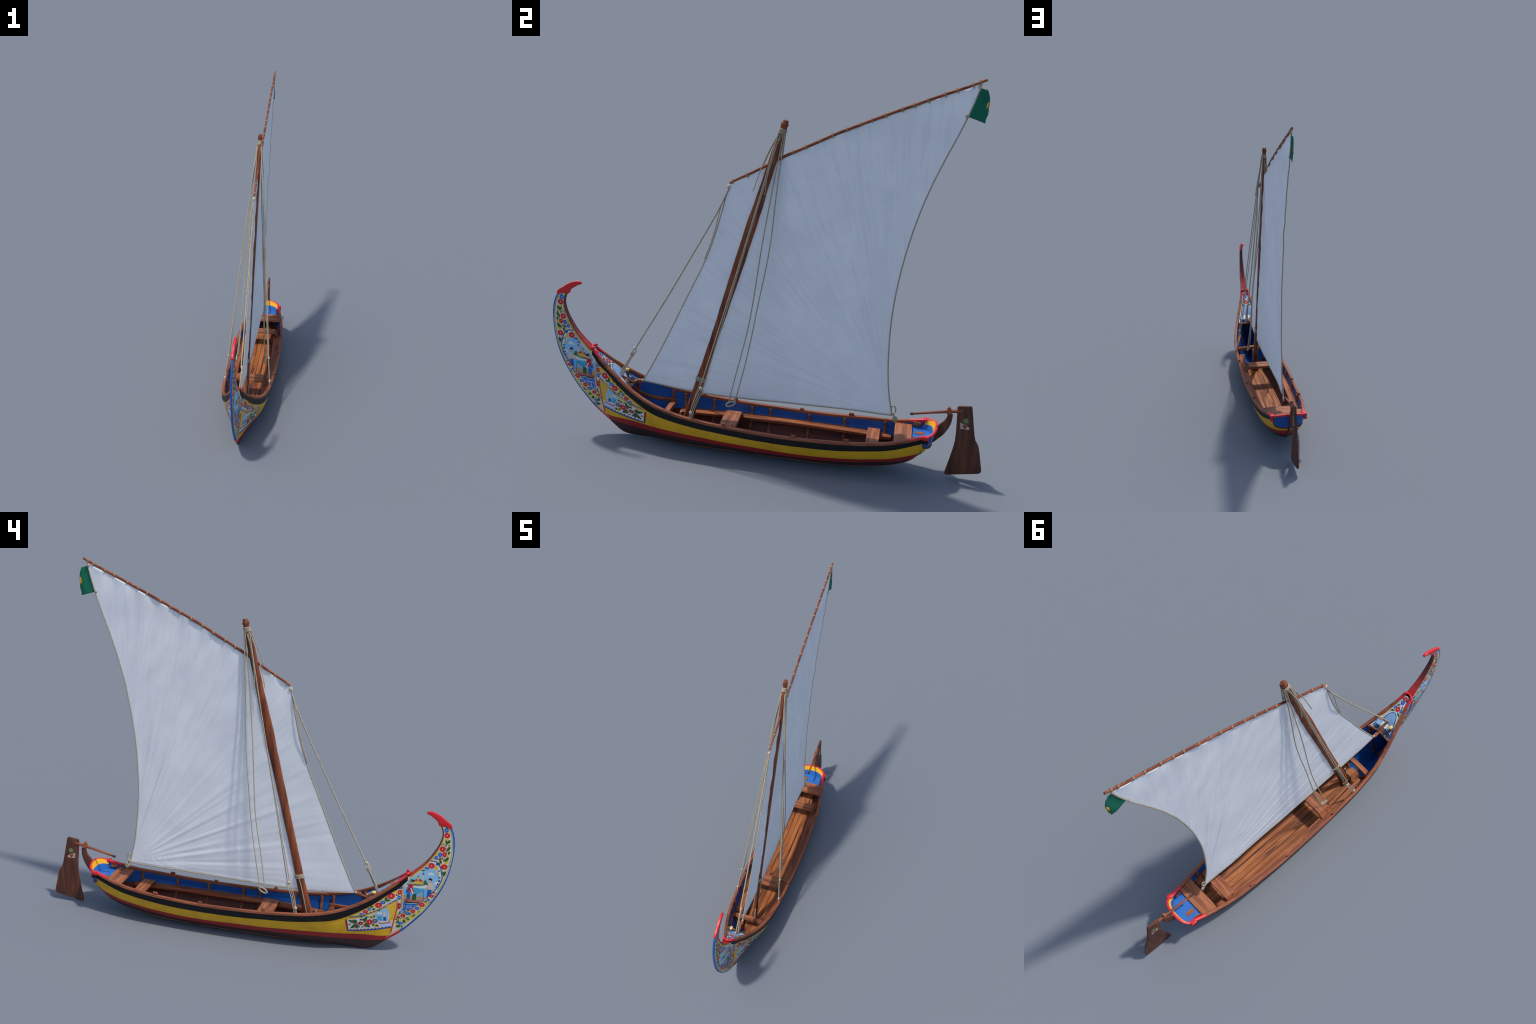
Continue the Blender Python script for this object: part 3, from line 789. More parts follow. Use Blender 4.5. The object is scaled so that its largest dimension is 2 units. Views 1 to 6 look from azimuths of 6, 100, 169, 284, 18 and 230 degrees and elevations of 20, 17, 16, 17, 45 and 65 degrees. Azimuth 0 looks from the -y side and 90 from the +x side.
    for q in (0, 1):
        s.tube([(.004, -.608-.010*q+.0075*math.cos(a), .430-.018*q+.0115*math.sin(a)) for a in np.linspace(0, 2*math.pi, 17)], .0032, 8, caps=False)
    s.ball((.004, -.606, .443), (.006, .006, .007)); s.obj('stay_block', M['lash'], yard)
    rope('luff_line', [(0, -.194, 1.225), (-.012, -.225, 1.15), (-.014, -.245, 1.06), (-.006, -.292, .90)], .0024, yard)
    for sx in (1, -1):
        # shroud with its purchase
        rope('shroud', [top+[sx*.012, -.012, 0], (sx*.0585, -.100, 1.00), (sx*.091, -.195, .62), (sx*.114, -.266, .34)], .0026)
        rope('shroud', [top+[sx*.012, -.006, -.005], (sx*.050, -.096, 1.00), (sx*.083, -.187, .62), (sx*.109, -.254, .335)], .0022)
        for dy in (-.010, .0, .010):
            rope('shroud_tackle', [(sx*.113, -.260+dy, .330), (sx*.120, -.285+dy*.8, .27), (sx*.126, -.304+dy*.6, .190)], .0021, None, 10)
        s = Soup(); s.ball((sx*.126, -.304, .216), (.006, .008, .009)); s.ball((sx*.114, -.262, .336), (.006, .010, .009)); s.obj('shroud_block', M['lash'], mast)
        # hanging lifts ending in an open loop
        rope('lift', [top+[sx*.010, .014, 0], (sx*.020, .016, 1.20), (sx*.031, .003, .996), (sx*.060, -.040, .683), (sx*.0615, -.043, .660), (sx*.068, -.083, .42), (sx*.076, -.113, .275)], .0025)
        rope('lift', [top+[sx*.011, .008, -.004], (sx*.022, -.006, 1.20), (sx*.035, -.031, .998), (sx*.055, -.063, .684), (sx*.057, -.066, .660), (sx*.068, -.112, .42), (sx*.082, -.140, .272)], .0025)
        s = Soup(); s.tube([(sx*.082, -.132+.020*math.cos(a), .262+.0105*math.sin(a)+.008*math.cos(a)) for a in np.linspace(0, 2*math.pi, 25)], .0042, 8, caps=False); s.obj('lift_loop', M['rope'], mast)
        # short loose ends near the mast head
        rope('rope_end', [top+[sx*.008, -.016, -.01], (sx*.022, -.042, 1.36), (sx*.032, -.070, 1.27), (sx*.036, -.080, 1.235)], .0022)
        rope('rope_end', [top+[sx*.012, .0, -.01], (sx*.024, -.010, 1.38), (sx*.031, -.023, 1.30), (sx*.031, -.030, 1.225)], .0020)
    rope('halyard', [top+[0, .0135, .025], (0, .036, 1.46), (.002, .034, 1.407)], .0024)
    rope('halyard', [top+[.006, .0125, .0], (.006, .022, 1.45), (.004, .010, 1.385)], .0024)
    for sx in (1, -1):
        rope('downhaul', [MAST_FOOT+ax*.20+[sx*.011, .002, 0], (sx*.0125, -.320, .22), (sx*.0125, -.350, .09)], .0024, None, 14)
    return sail

def _rope(name, pts, r, par, n, mat):
    s = Soup(); s.tube(curve(pts, n), r, 8); return s.obj(name, M[mat], par)

# ---------------------------------------------------------------- painted decoration
# motif positions on the side of the prow: (y, z, radius y, radius z); leaves: (y0, z0, y1, z1, width)
RED_FLOWERS = [
    (-0.9069, 0.4808, 0.0120, 0.0116), (-0.9322, 0.3458, 0.0046, 0.0034), (-0.9207, 0.3283, 0.0093, 0.0071), (-0.8827, 0.2779, 0.0106, 0.0094),
    (-0.8444, 0.2404, 0.0093, 0.0090), (-0.7993, 0.2089, 0.0093, 0.0082), (-0.9610, 0.6349, 0.0111, 0.0108), (-0.9480, 0.5676, 0.0116, 0.0112),
    (-0.9586, 0.5423, 0.0082, 0.0104), (-0.9642, 0.4821, 0.0126, 0.0108), (-0.6496, 0.1675, 0.0124, 0.0121), (-0.7384, 0.3120, 0.0139, 0.0135),
    (-0.6852, 0.2622, 0.0131, 0.0117), (-0.6282, 0.2256, 0.0098, 0.0082), (-0.7755, 0.3320, 0.0082, 0.0108),
]
DARK_FLOWERS = [
    (-0.6089, 0.1589, 0.0098, 0.0082), (-0.8981, 0.2971, 0.0050, 0.0037), (-0.7791, 0.1981, 0.0073, 0.0064), (-0.7789, 0.2587, 0.0054, 0.0141),
]
BLUE_FLOWERS = [
    (-0.9558, 0.6603, 0.0082, 0.0104), (-0.9395, 0.5392, 0.0077, 0.0094), (-0.9232, 0.5229, 0.0067, 0.0075), (-0.9076, 0.3069, 0.0062, 0.0056),
    (-0.8617, 0.2568, 0.0093, 0.0067), (-0.8224, 0.2247, 0.0100, 0.0064), (-0.7916, 0.1672, 0.0085, 0.0073), (-0.7750, 0.3567, 0.0073, 0.0071),
    (-0.7039, 0.2772, 0.0098, 0.0082), (-0.6091, 0.2137, 0.0062, 0.0044), (-0.6448, 0.2393, 0.0073, 0.0057), (-0.7747, 0.3033, 0.0069, 0.0089),
    (-0.7724, 0.3593, 0.0081, 0.0075), (-0.8870, 0.4664, 0.0087, 0.0049),
]
PURPLE_FLOWERS = [
    (-0.6741, 0.1743, 0.0118, 0.0105),
]
YELLOW_FILL = [
    (-0.9636, 0.6152, 0.0071, 0.0058), (-0.9755, 0.5379, 0.0059, 0.0061), (-0.9740, 0.5054, 0.0056, 0.0058), (-0.9467, 0.4912, 0.0045, 0.0061),
    (-0.7571, 0.3252, 0.0069, 0.0067), (-0.7041, 0.2969, 0.0062, 0.0041), (-0.7274, 0.2802, 0.0065, 0.0038), (-0.6658, 0.2568, 0.0052, 0.0063),
    (-0.5928, 0.2077, 0.0090, 0.0032), (-0.9318, 0.4712, 0.0100, 0.0067), (-0.9425, 0.4496, 0.0046, 0.0067), (-0.9468, 0.4354, 0.0050, 0.0064),
    (-0.7578, 0.3331, 0.0077, 0.0094), (-0.6646, 0.2000, 0.0139, 0.0087), (-0.6788, 0.1481, 0.0180, 0.0087), (-0.8178, 0.1878, 0.0096, 0.0056),
    (-0.8369, 0.2125, 0.0077, 0.0041),
]
BLUE_SPOTS = [
    (-0.9434, 0.4591, 0.0054, 0.0030), (-0.9488, 0.4251, 0.0050, 0.0034), (-0.9480, 0.4092, 0.0042, 0.0067), (-0.9438, 0.3907, 0.0042, 0.0049),
    (-0.9393, 0.3795, 0.0035, 0.0037), (-0.8732, 0.4532, 0.0066, 0.0030), (-0.9350, 0.4930, 0.0089, 0.0072),
]
LEAVES = [
    (-0.9567, 0.6128, -0.9663, 0.5908, 0.0072), (-0.9779, 0.6153, -0.9645, 0.5937, 0.0101), (-0.9812, 0.5847, -0.9669, 0.5581, 0.0101),
    (-0.9801, 0.5620, -0.9765, 0.5427, 0.0075), (-0.9800, 0.5297, -0.9617, 0.5064, 0.0108), (-0.9414, 0.5143, -0.9500, 0.4948, 0.0086),
    (-0.9719, 0.4622, -0.9647, 0.4318, 0.0086), (-0.9595, 0.4596, -0.9644, 0.4395, 0.0052), (-0.5887, 0.1587, -0.5515, 0.1797, 0.0111),
    (-0.5933, 0.1608, -0.5766, 0.1825, 0.0127), (-0.5936, 0.1545, -0.5642, 0.1278, 0.0135), (-0.5945, 0.1525, -0.5930, 0.1270, 0.0143),
    (-0.6258, 0.1652, -0.6351, 0.2017, 0.0124), (-0.6284, 0.1611, -0.6545, 0.1347, 0.0135), (-0.6070, 0.1754, -0.6128, 0.1876, 0.0079),
    (-0.7129, 0.2839, -0.7204, 0.3100, 0.0095), (-0.7127, 0.2876, -0.7394, 0.2897, 0.0095), (-0.6573, 0.2413, -0.6733, 0.2395, 0.0095),
    (-0.6490, 0.2490, -0.6611, 0.2568, 0.0087), (-0.6549, 0.1878, -0.6598, 0.1999, 0.0071), (-0.6666, 0.1921, -0.6722, 0.2061, 0.0079),
    (-0.6653, 0.1598, -0.6710, 0.1447, 0.0076), (-0.6772, 0.1481, -0.6933, 0.1488, 0.0095), (-0.6151, 0.1360, -0.6246, 0.1403, 0.0063),
    (-0.8009, 0.1826, -0.8164, 0.1760, 0.0111), (-0.7745, 0.1664, -0.7815, 0.1806, 0.0095), (-0.7710, 0.1485, -0.7970, 0.1515, 0.0111),
    (-0.8411, 0.2084, -0.8587, 0.2261, 0.0056), (-0.8211, 0.1950, -0.8329, 0.1916, 0.0084), (-0.8006, 0.1821, -0.8146, 0.1805, 0.0094),
    (-0.7822, 0.2186, -0.7866, 0.2347, 0.0056),
]
RED_PETALS = [
    (-0.5869, 0.1628, -0.5680, 0.1805, 0.0057), (-0.5937, 0.1525, -0.5793, 0.1311, 0.0071), (-0.6150, 0.1744, -0.6223, 0.1887, 0.0079),
    (-0.6256, 0.1528, -0.6376, 0.1353, 0.0071), (-0.6037, 0.1421, -0.6072, 0.1337, 0.0063), (-0.9712, 0.5851, -0.9802, 0.5939, 0.0058),
    (-0.9282, 0.5166, -0.9512, 0.5170, 0.0058), (-0.5539, 0.1547, -0.5667, 0.1503, 0.0071),
]
SCENE = [   # colour, layer, outline (y, z)
    ('sky', 1, [(-0.810, 0.397), (-0.837, 0.419), (-0.858, 0.440), (-0.875, 0.455), (-0.893, 0.461), (-0.912, 0.466), (-0.927, 0.459), (-0.939, 0.445), (-0.945, 0.425), (-0.953, 0.415), (-0.950, 0.398), (-0.941, 0.380), (-0.932, 0.360), (-0.920, 0.343), (-0.910, 0.331), (-0.897, 0.312), (-0.887, 0.296), (-0.865, 0.280), (-0.844, 0.261), (-0.819, 0.240), (-0.799, 0.225), (-0.786, 0.220), (-0.790, 0.244), (-0.797, 0.284), (-0.793, 0.362), (-0.801, 0.380)]),
    ('white', 2, [(-0.891, 0.432), (-0.901, 0.444), (-0.910, 0.450), (-0.917, 0.446), (-0.926, 0.438), (-0.941, 0.437)]),
    ('white', 2, [(-0.925, 0.395), (-0.942, 0.410), (-0.940, 0.392), (-0.931, 0.387)]),
    ('lawn', 2, [(-0.804, 0.371), (-0.808, 0.380), (-0.839, 0.382), (-0.858, 0.381), (-0.899, 0.389), (-0.899, 0.382), (-0.864, 0.376), (-0.834, 0.373)]),
    ('lawn', 3, [(-0.880, 0.385), (-0.880, 0.398), (-0.884, 0.406), (-0.889, 0.406), (-0.894, 0.396), (-0.899, 0.387)]),
    ('lawn', 2, [(-0.819, 0.390), (-0.819, 0.401), (-0.825, 0.405), (-0.832, 0.402), (-0.834, 0.392)]),
    ('stone', 3, [(-0.871, 0.403), (-0.872, 0.430), (-0.879, 0.431), (-0.879, 0.400)]),
    ('roof', 3, [(-0.870, 0.430), (-0.874, 0.446), (-0.880, 0.431)]),
    ('ochre', 3, [(-0.836, 0.396), (-0.850, 0.405), (-0.879, 0.397), (-0.879, 0.383), (-0.856, 0.381), (-0.838, 0.381)]),
    ('roof', 4, [(-0.837, 0.397), (-0.840, 0.405), (-0.861, 0.410), (-0.879, 0.398), (-0.862, 0.398)]),
    ('ochre', 5, [(-0.849, 0.399), (-0.848, 0.419), (-0.856, 0.420), (-0.858, 0.400)]),
    ('roof', 5, [(-0.848, 0.418), (-0.852, 0.428), (-0.857, 0.420)]),
    ('ochre', 2, [(-0.811, 0.380), (-0.811, 0.391), (-0.822, 0.395), (-0.824, 0.383)]),
    ('white', 2, [(-0.796, 0.362), (-0.807, 0.370), (-0.834, 0.373), (-0.864, 0.371), (-0.886, 0.382), (-0.899, 0.382), (-0.899, 0.364), (-0.869, 0.362), (-0.833, 0.364)]),
    ('water', 2, [(-0.795, 0.349), (-0.807, 0.352), (-0.833, 0.364), (-0.869, 0.362), (-0.888, 0.364), (-0.914, 0.363), (-0.905, 0.324), (-0.896, 0.319), (-0.854, 0.320), (-0.796, 0.317)]),
    ('teal', 3, [(-0.834, 0.363), (-0.858, 0.360), (-0.888, 0.363), (-0.863, 0.345), (-0.847, 0.336), (-0.836, 0.349)]),
    ('sand', 3, [(-0.796, 0.317), (-0.854, 0.320), (-0.897, 0.320), (-0.890, 0.304), (-0.833, 0.298), (-0.797, 0.296)]),
    ('plank', 4, [(-0.796, 0.297), (-0.843, 0.300), (-0.888, 0.299), (-0.874, 0.288), (-0.834, 0.288), (-0.797, 0.287)]),
    ('dark', 3, [(-0.797, 0.288), (-0.872, 0.288), (-0.864, 0.280), (-0.831, 0.279), (-0.808, 0.276)]),
    ('sea', 2, [(-0.796, 0.280), (-0.831, 0.279), (-0.865, 0.283), (-0.844, 0.261), (-0.819, 0.241), (-0.798, 0.226), (-0.789, 0.230), (-0.797, 0.262)]),
    ('hat', 5, [(-0.897, 0.412), (-0.904, 0.415), (-0.917, 0.413), (-0.921, 0.412), (-0.914, 0.409), (-0.902, 0.410)]),
    ('hat', 5, [(-0.902, 0.412), (-0.904, 0.419), (-0.911, 0.420), (-0.916, 0.413)]),
    ('hat', 4, [(-0.910, 0.412), (-0.915, 0.411), (-0.915, 0.403), (-0.912, 0.404)]),
    ('skin', 4, [(-0.903, 0.410), (-0.912, 0.410), (-0.914, 0.403), (-0.911, 0.395), (-0.907, 0.393), (-0.903, 0.399)]),
    ('shirt', 4, [(-0.901, 0.388), (-0.907, 0.395), (-0.915, 0.397), (-0.921, 0.392), (-0.926, 0.378), (-0.927, 0.365), (-0.920, 0.360), (-0.901, 0.360), (-0.899, 0.375)]),
    ('skin', 3, [(-0.901, 0.386), (-0.898, 0.373), (-0.888, 0.365), (-0.883, 0.359), (-0.888, 0.358), (-0.898, 0.364), (-0.902, 0.371)]),
    ('skin', 3, [(-0.920, 0.388), (-0.927, 0.378), (-0.928, 0.365), (-0.924, 0.350), (-0.920, 0.348), (-0.922, 0.365)]),
    ('trousers', 4, [(-0.902, 0.361), (-0.919, 0.360), (-0.917, 0.332), (-0.910, 0.328), (-0.899, 0.314), (-0.901, 0.341)]),
    ('hat', 5, [(-0.824, 0.389), (-0.826, 0.397), (-0.833, 0.402), (-0.839, 0.397), (-0.838, 0.392), (-0.831, 0.391)]),
    ('skin', 4, [(-0.825, 0.390), (-0.837, 0.392), (-0.837, 0.385), (-0.832, 0.378), (-0.825, 0.380)]),
    ('shirt_red', 4, [(-0.812, 0.376), (-0.824, 0.380), (-0.834, 0.374), (-0.832, 0.359), (-0.843, 0.338), (-0.830, 0.333), (-0.818, 0.343), (-0.805, 0.352), (-0.809, 0.365)]),
    ('white', 5, [(-0.822, 0.357), (-0.826, 0.359), (-0.840, 0.334), (-0.833, 0.330)]),
    ('trousers', 4, [(-0.805, 0.352), (-0.818, 0.344), (-0.826, 0.322), (-0.825, 0.300), (-0.809, 0.296), (-0.810, 0.318), (-0.803, 0.336)]),
    ('net', 4, [(-0.852, 0.333), (-0.883, 0.352), (-0.884, 0.320), (-0.853, 0.320)]),
    ('sack', 5, [(-0.836, 0.329), (-0.851, 0.335), (-0.854, 0.302), (-0.833, 0.299)]),
]
STROKES = [   # colour, layer, width, points (y, z)
    ('hat', 6, 0.0017, [(-0.850, 0.334), (-0.867, 0.344), (-0.884, 0.353)]),
    ('hat', 6, 0.0015, [(-0.884, 0.353), (-0.885, 0.326), (-0.885, 0.301)]),
    ('tan', 5, 0.0067, [(-0.791, 0.366), (-0.790, 0.336), (-0.792, 0.295), (-0.793, 0.242)]),
    ('plankline', 6, 0.0015, [(-0.784, 0.362), (-0.785, 0.327), (-0.786, 0.283), (-0.787, 0.250)]),
    ('arch', 4, 0.0049, [(-0.902, 0.503), (-0.917, 0.504), (-0.929, 0.500), (-0.941, 0.487), (-0.950, 0.471), (-0.955, 0.449), (-0.960, 0.424), (-0.957, 0.411), (-0.951, 0.391), (-0.942, 0.371), (-0.929, 0.352), (-0.919, 0.341)]),
    ('white', 3, 0.0094, [(-0.901, 0.496), (-0.918, 0.498), (-0.930, 0.492), (-0.942, 0.472), (-0.948, 0.448), (-0.953, 0.423), (-0.949, 0.398), (-0.939, 0.377)]),
    ('foam', 4, 0.0017, [(-0.800, 0.262), (-0.817, 0.265), (-0.840, 0.268)]),
    ('foam', 4, 0.0019, [(-0.799, 0.253), (-0.818, 0.258), (-0.838, 0.260)]),
    ('foam', 4, 0.0022, [(-0.804, 0.278), (-0.822, 0.278), (-0.840, 0.282), (-0.861, 0.281)]),
    ('foam', 4, 0.0017, [(-0.789, 0.229), (-0.800, 0.236), (-0.797, 0.229)]),
    ('foam', 4, 0.0017, [(-0.808, 0.237), (-0.817, 0.247)]),
    ('maroon', 4, 0.0019, [(-0.781, 0.215), (-0.799, 0.223), (-0.825, 0.242), (-0.846, 0.260), (-0.866, 0.278), (-0.886, 0.299), (-0.910, 0.329), (-0.932, 0.356)]),
    ('white', 1, 0.0206, [(-0.776, 0.200), (-0.799, 0.210), (-0.822, 0.226), (-0.844, 0.240), (-0.862, 0.257), (-0.883, 0.278), (-0.898, 0.297), (-0.908, 0.309), (-0.921, 0.328), (-0.932, 0.346), (-0.941, 0.363)]),
    ('olive', 1, 0.0086, [(-0.773, 0.184), (-0.803, 0.195), (-0.840, 0.220), (-0.876, 0.249), (-0.902, 0.278), (-0.924, 0.309), (-0.941, 0.345), (-0.958, 0.386), (-0.965, 0.423)]),
    ('redline', 4, 0.0060, [(-0.770, 0.283), (-0.770, 0.266), (-0.770, 0.243), (-0.766, 0.214), (-0.761, 0.181), (-0.756, 0.145), (-0.751, 0.111)]),
    ('maroon', 4, 0.0014, [(-0.959, 0.615), (-0.961, 0.590), (-0.967, 0.557), (-0.965, 0.526), (-0.960, 0.518)]),
    ('darkred', 3, 0.0073, [(-0.543, 0.183), (-0.546, 0.161), (-0.550, 0.136), (-0.553, 0.117)]),
    ('arch', 3, 0.0070, [(-0.550, 0.116), (-0.589, 0.115), (-0.621, 0.118), (-0.669, 0.124), (-0.701, 0.130), (-0.752, 0.142)]),
    ('arch', 4, 0.0048, [(-0.559, 0.196), (-0.585, 0.199), (-0.606, 0.204), (-0.640, 0.216), (-0.671, 0.230), (-0.694, 0.242), (-0.716, 0.259), (-0.739, 0.276), (-0.766, 0.291)]),
    ('pale', 4, 0.0063, [(-0.718, 0.261), (-0.739, 0.280), (-0.756, 0.295), (-0.771, 0.306)]),
    ('redband', 4, 0.0051, [(-0.691, 0.166), (-0.705, 0.162), (-0.720, 0.163), (-0.747, 0.171)]),
    ('pink', 5, 0.0021, [(-0.744, 0.094), (-0.767, 0.114), (-0.789, 0.133)]),
    ('maroon', 4, 0.0016, [(-0.579, 0.157), (-0.597, 0.157), (-0.625, 0.165), (-0.635, 0.165)]),
]
PANEL = [   # aft panel and flower band under the wale
    ('white', 1, [(-0.548, 0.181), (-0.586, 0.185), (-0.633, 0.202), (-0.679, 0.222), (-0.725, 0.250), (-0.769, 0.281), (-0.769, 0.243), (-0.766, 0.214), (-0.760, 0.181), (-0.753, 0.142), (-0.701, 0.132), (-0.653, 0.125), (-0.605, 0.120), (-0.556, 0.119)]),
    ('cream', 1, [(-0.556, 0.193), (-0.600, 0.218), (-0.646, 0.249), (-0.691, 0.282), (-0.728, 0.312), (-0.765, 0.347), (-0.785, 0.370), (-0.783, 0.333), (-0.785, 0.293), (-0.766, 0.290), (-0.739, 0.275), (-0.716, 0.258), (-0.694, 0.241), (-0.671, 0.229), (-0.640, 0.214), (-0.606, 0.202), (-0.570, 0.195)]),
    ('mustard', 2, [(-0.722, 0.247), (-0.740, 0.260), (-0.768, 0.279), (-0.769, 0.243), (-0.766, 0.214), (-0.758, 0.180), (-0.733, 0.174), (-0.740, 0.200), (-0.736, 0.223)]),
    ('sky', 3, [(-0.677, 0.213), (-0.695, 0.229), (-0.711, 0.244), (-0.724, 0.248), (-0.731, 0.235), (-0.735, 0.209), (-0.732, 0.178), (-0.719, 0.175), (-0.695, 0.176), (-0.684, 0.189)]),
    ('white', 4, [(-0.676, 0.214), (-0.689, 0.224), (-0.701, 0.223), (-0.704, 0.213), (-0.689, 0.212)]),
    ('teal', 4, [(-0.680, 0.200), (-0.704, 0.203), (-0.706, 0.179), (-0.692, 0.177), (-0.684, 0.189)]),
    ('shirt', 5, [(-0.707, 0.219), (-0.712, 0.225), (-0.719, 0.222), (-0.725, 0.199), (-0.711, 0.197)]),
    ('trousers', 5, [(-0.711, 0.197), (-0.723, 0.199), (-0.726, 0.177), (-0.714, 0.177)]),
    ('sky', 2, [(-0.652, 0.202), (-0.679, 0.221), (-0.710, 0.242), (-0.710, 0.234), (-0.680, 0.212), (-0.654, 0.196)]),
    ('pale', 2, [(-0.695, 0.159), (-0.753, 0.168), (-0.752, 0.145), (-0.702, 0.139)]),
]

ART = dict(sky='#86b9dc', white='#d6d2cc', cream='#d2c8a4', lawn='#3c6a3a', stone='#c9b7a2', roof='#a83336', ochre='#d3a450', water='#62addb',
           teal='#3aa0c2', sand='#b39068', plank='#b3604a', dark='#3a2c2a', sea='#2463b8', hat='#1d1d22', skin='#d0a590', shirt='#c9bba6',
           trousers='#1f56a0', shirt_red='#bf2328', net='#7fa6c2', sack='#28532f', plankline='#a4663e', arch='#1f4f96', foam='#cfe0ee', maroon='#7a2630',
           olive='#cfbf6c', redline='#cc402a', darkred='#8c2428', pale='#b4c6e2', redband='#b8402c', pink='#dc8c88', mustard='#d2a83a',
           red='#c8242a', crimson='#962830', blue='#2560b0', purple='#6e6088', leaf='#27592f', yellow='#dab42e', dot='#eecb6c', navy='#1b4484', green_line='#7f9a68', tan='#c4a07c', deckblue='#8fb0d6', moss='#5d4f38', mossgreen='#6f8450')

class Painter:
    """lays thin coats of paint on a surface: 2D shapes in a plane, dropped on the surface along an axis"""
    def __init__(s, tree, drop, sides):
        s.tree = tree; s.drop = drop; s.sides = sides; s.coats = {}
    def shape(s, name, col, layer, pts):
        bm = bmesh.new()
        try: f = bm.faces.new([bm.verts.new((p[0], p[1], 0)) for p in pts])
        except ValueError: bm.free(); return
        bmesh.ops.triangulate(bm, faces=bm.faces[:])
        for _ in range(4):
            long = [e for e in bm.edges if e.calc_length() > .008]
            if not long: break
            bmesh.ops.subdivide_edges(bm, edges=long, cuts=1); bmesh.ops.triangulate(bm, faces=bm.faces[:])
        bm.verts.index_update()
        for sd in s.sides:
            V = [s.drop(s.tree, v.co.x, v.co.y, sd, .00022*layer+.0002) for v in bm.verts]
            F = [[v.index for v in f.verts] for f in bm.faces]
            s.coats.setdefault((name, col), Soup()).add(V, F)
        bm.free()
    def ellipse(s, name, col, layer, y, z, a, b, n=18, lobes=0, amp=.12):
        s.shape(name, col, layer, [(y+a*(1+amp*math.cos(lobes*q) if lobes else 1)*math.cos(q), z+b*(1+amp*math.cos(lobes*q) if lobes else 1)*math.sin(q)) for q in np.linspace(0, 2*math.pi, n, endpoint=False)])
    def stroke(s, name, col, layer, w, pts):
        P = curve(pts, max(6, len(pts)*5)) if len(pts) > 2 else np.array(pts)
        T = np.gradient(P, axis=0); T /= np.linalg.norm(T, axis=1)[:, None]+1e-9; N = np.stack([-T[:, 1], T[:, 0]], 1)*w/2
        for i in range(len(P)-1):
            s.shape(name, col, layer, [P[i]+N[i], P[i+1]+N[i+1], P[i+1]-N[i+1], P[i]-N[i]])
    def leaf(s, name, col, layer, y0, z0, y1, z1, w):
        a = np.array([y0, z0]); b = np.array([y1, z1]); d = b-a; nn = np.array([-d[1], d[0]])/np.linalg.norm(d)*w/2; L = []; R = []
        for t in np.linspace(0, 1, 8)[1:-1]:
            k = math.sin(math.pi*t**.85); L.append(a+d*t+nn*k); R.append(a+d*t-nn*k)
        s.shape(name, col, layer, [a]+L+[b]+R[::-1])
    def finish(s, parent):
        for (name, col), sp in s.coats.items():
            ob = new_obj(name, sp.v, sp.f, M['art_'+col], parent, False)
            tidy(ob, 1e-6, False)
            for p in ob.data.polygons: p.use_smooth = True
            ob['kind'] = 'stuff'

def drop_side(tree, y, z, sx, off):
    if sx > 0:      # the starboard painting sits a little lower and reaches further aft
        z -= lerp(.004, .0095, smooth01((y+.95)/.18)); y += .018*max(0, (y+.70)/.155)**2
    h = tree.ray_cast(Vector((sx*.5, y, z)), Vector((-sx, 0, 0)))
    if h[0] is None or h[0].x*sx < 0: h = tree.find_nearest(Vector((sx*.02, y, z)))
    p, n = h[0], h[1]
    if n.x*sx < 0: n = -n
    return p+n*off

def flower(P, y, z, a, b, col, lobes=7, dot='dot', halo=True):
    if halo: a *= 1.24; b *= 1.24; P.ellipse('painted_flower', 'white', 3, y, z, a*1.17, b*1.17, 16)
    P.ellipse('painted_flower', col, 4, y, z, a, b, 28, lobes, .04)
    if dot: P.ellipse('painted_flower', dot, 5, y, z, a*.2, b*.2, 8)

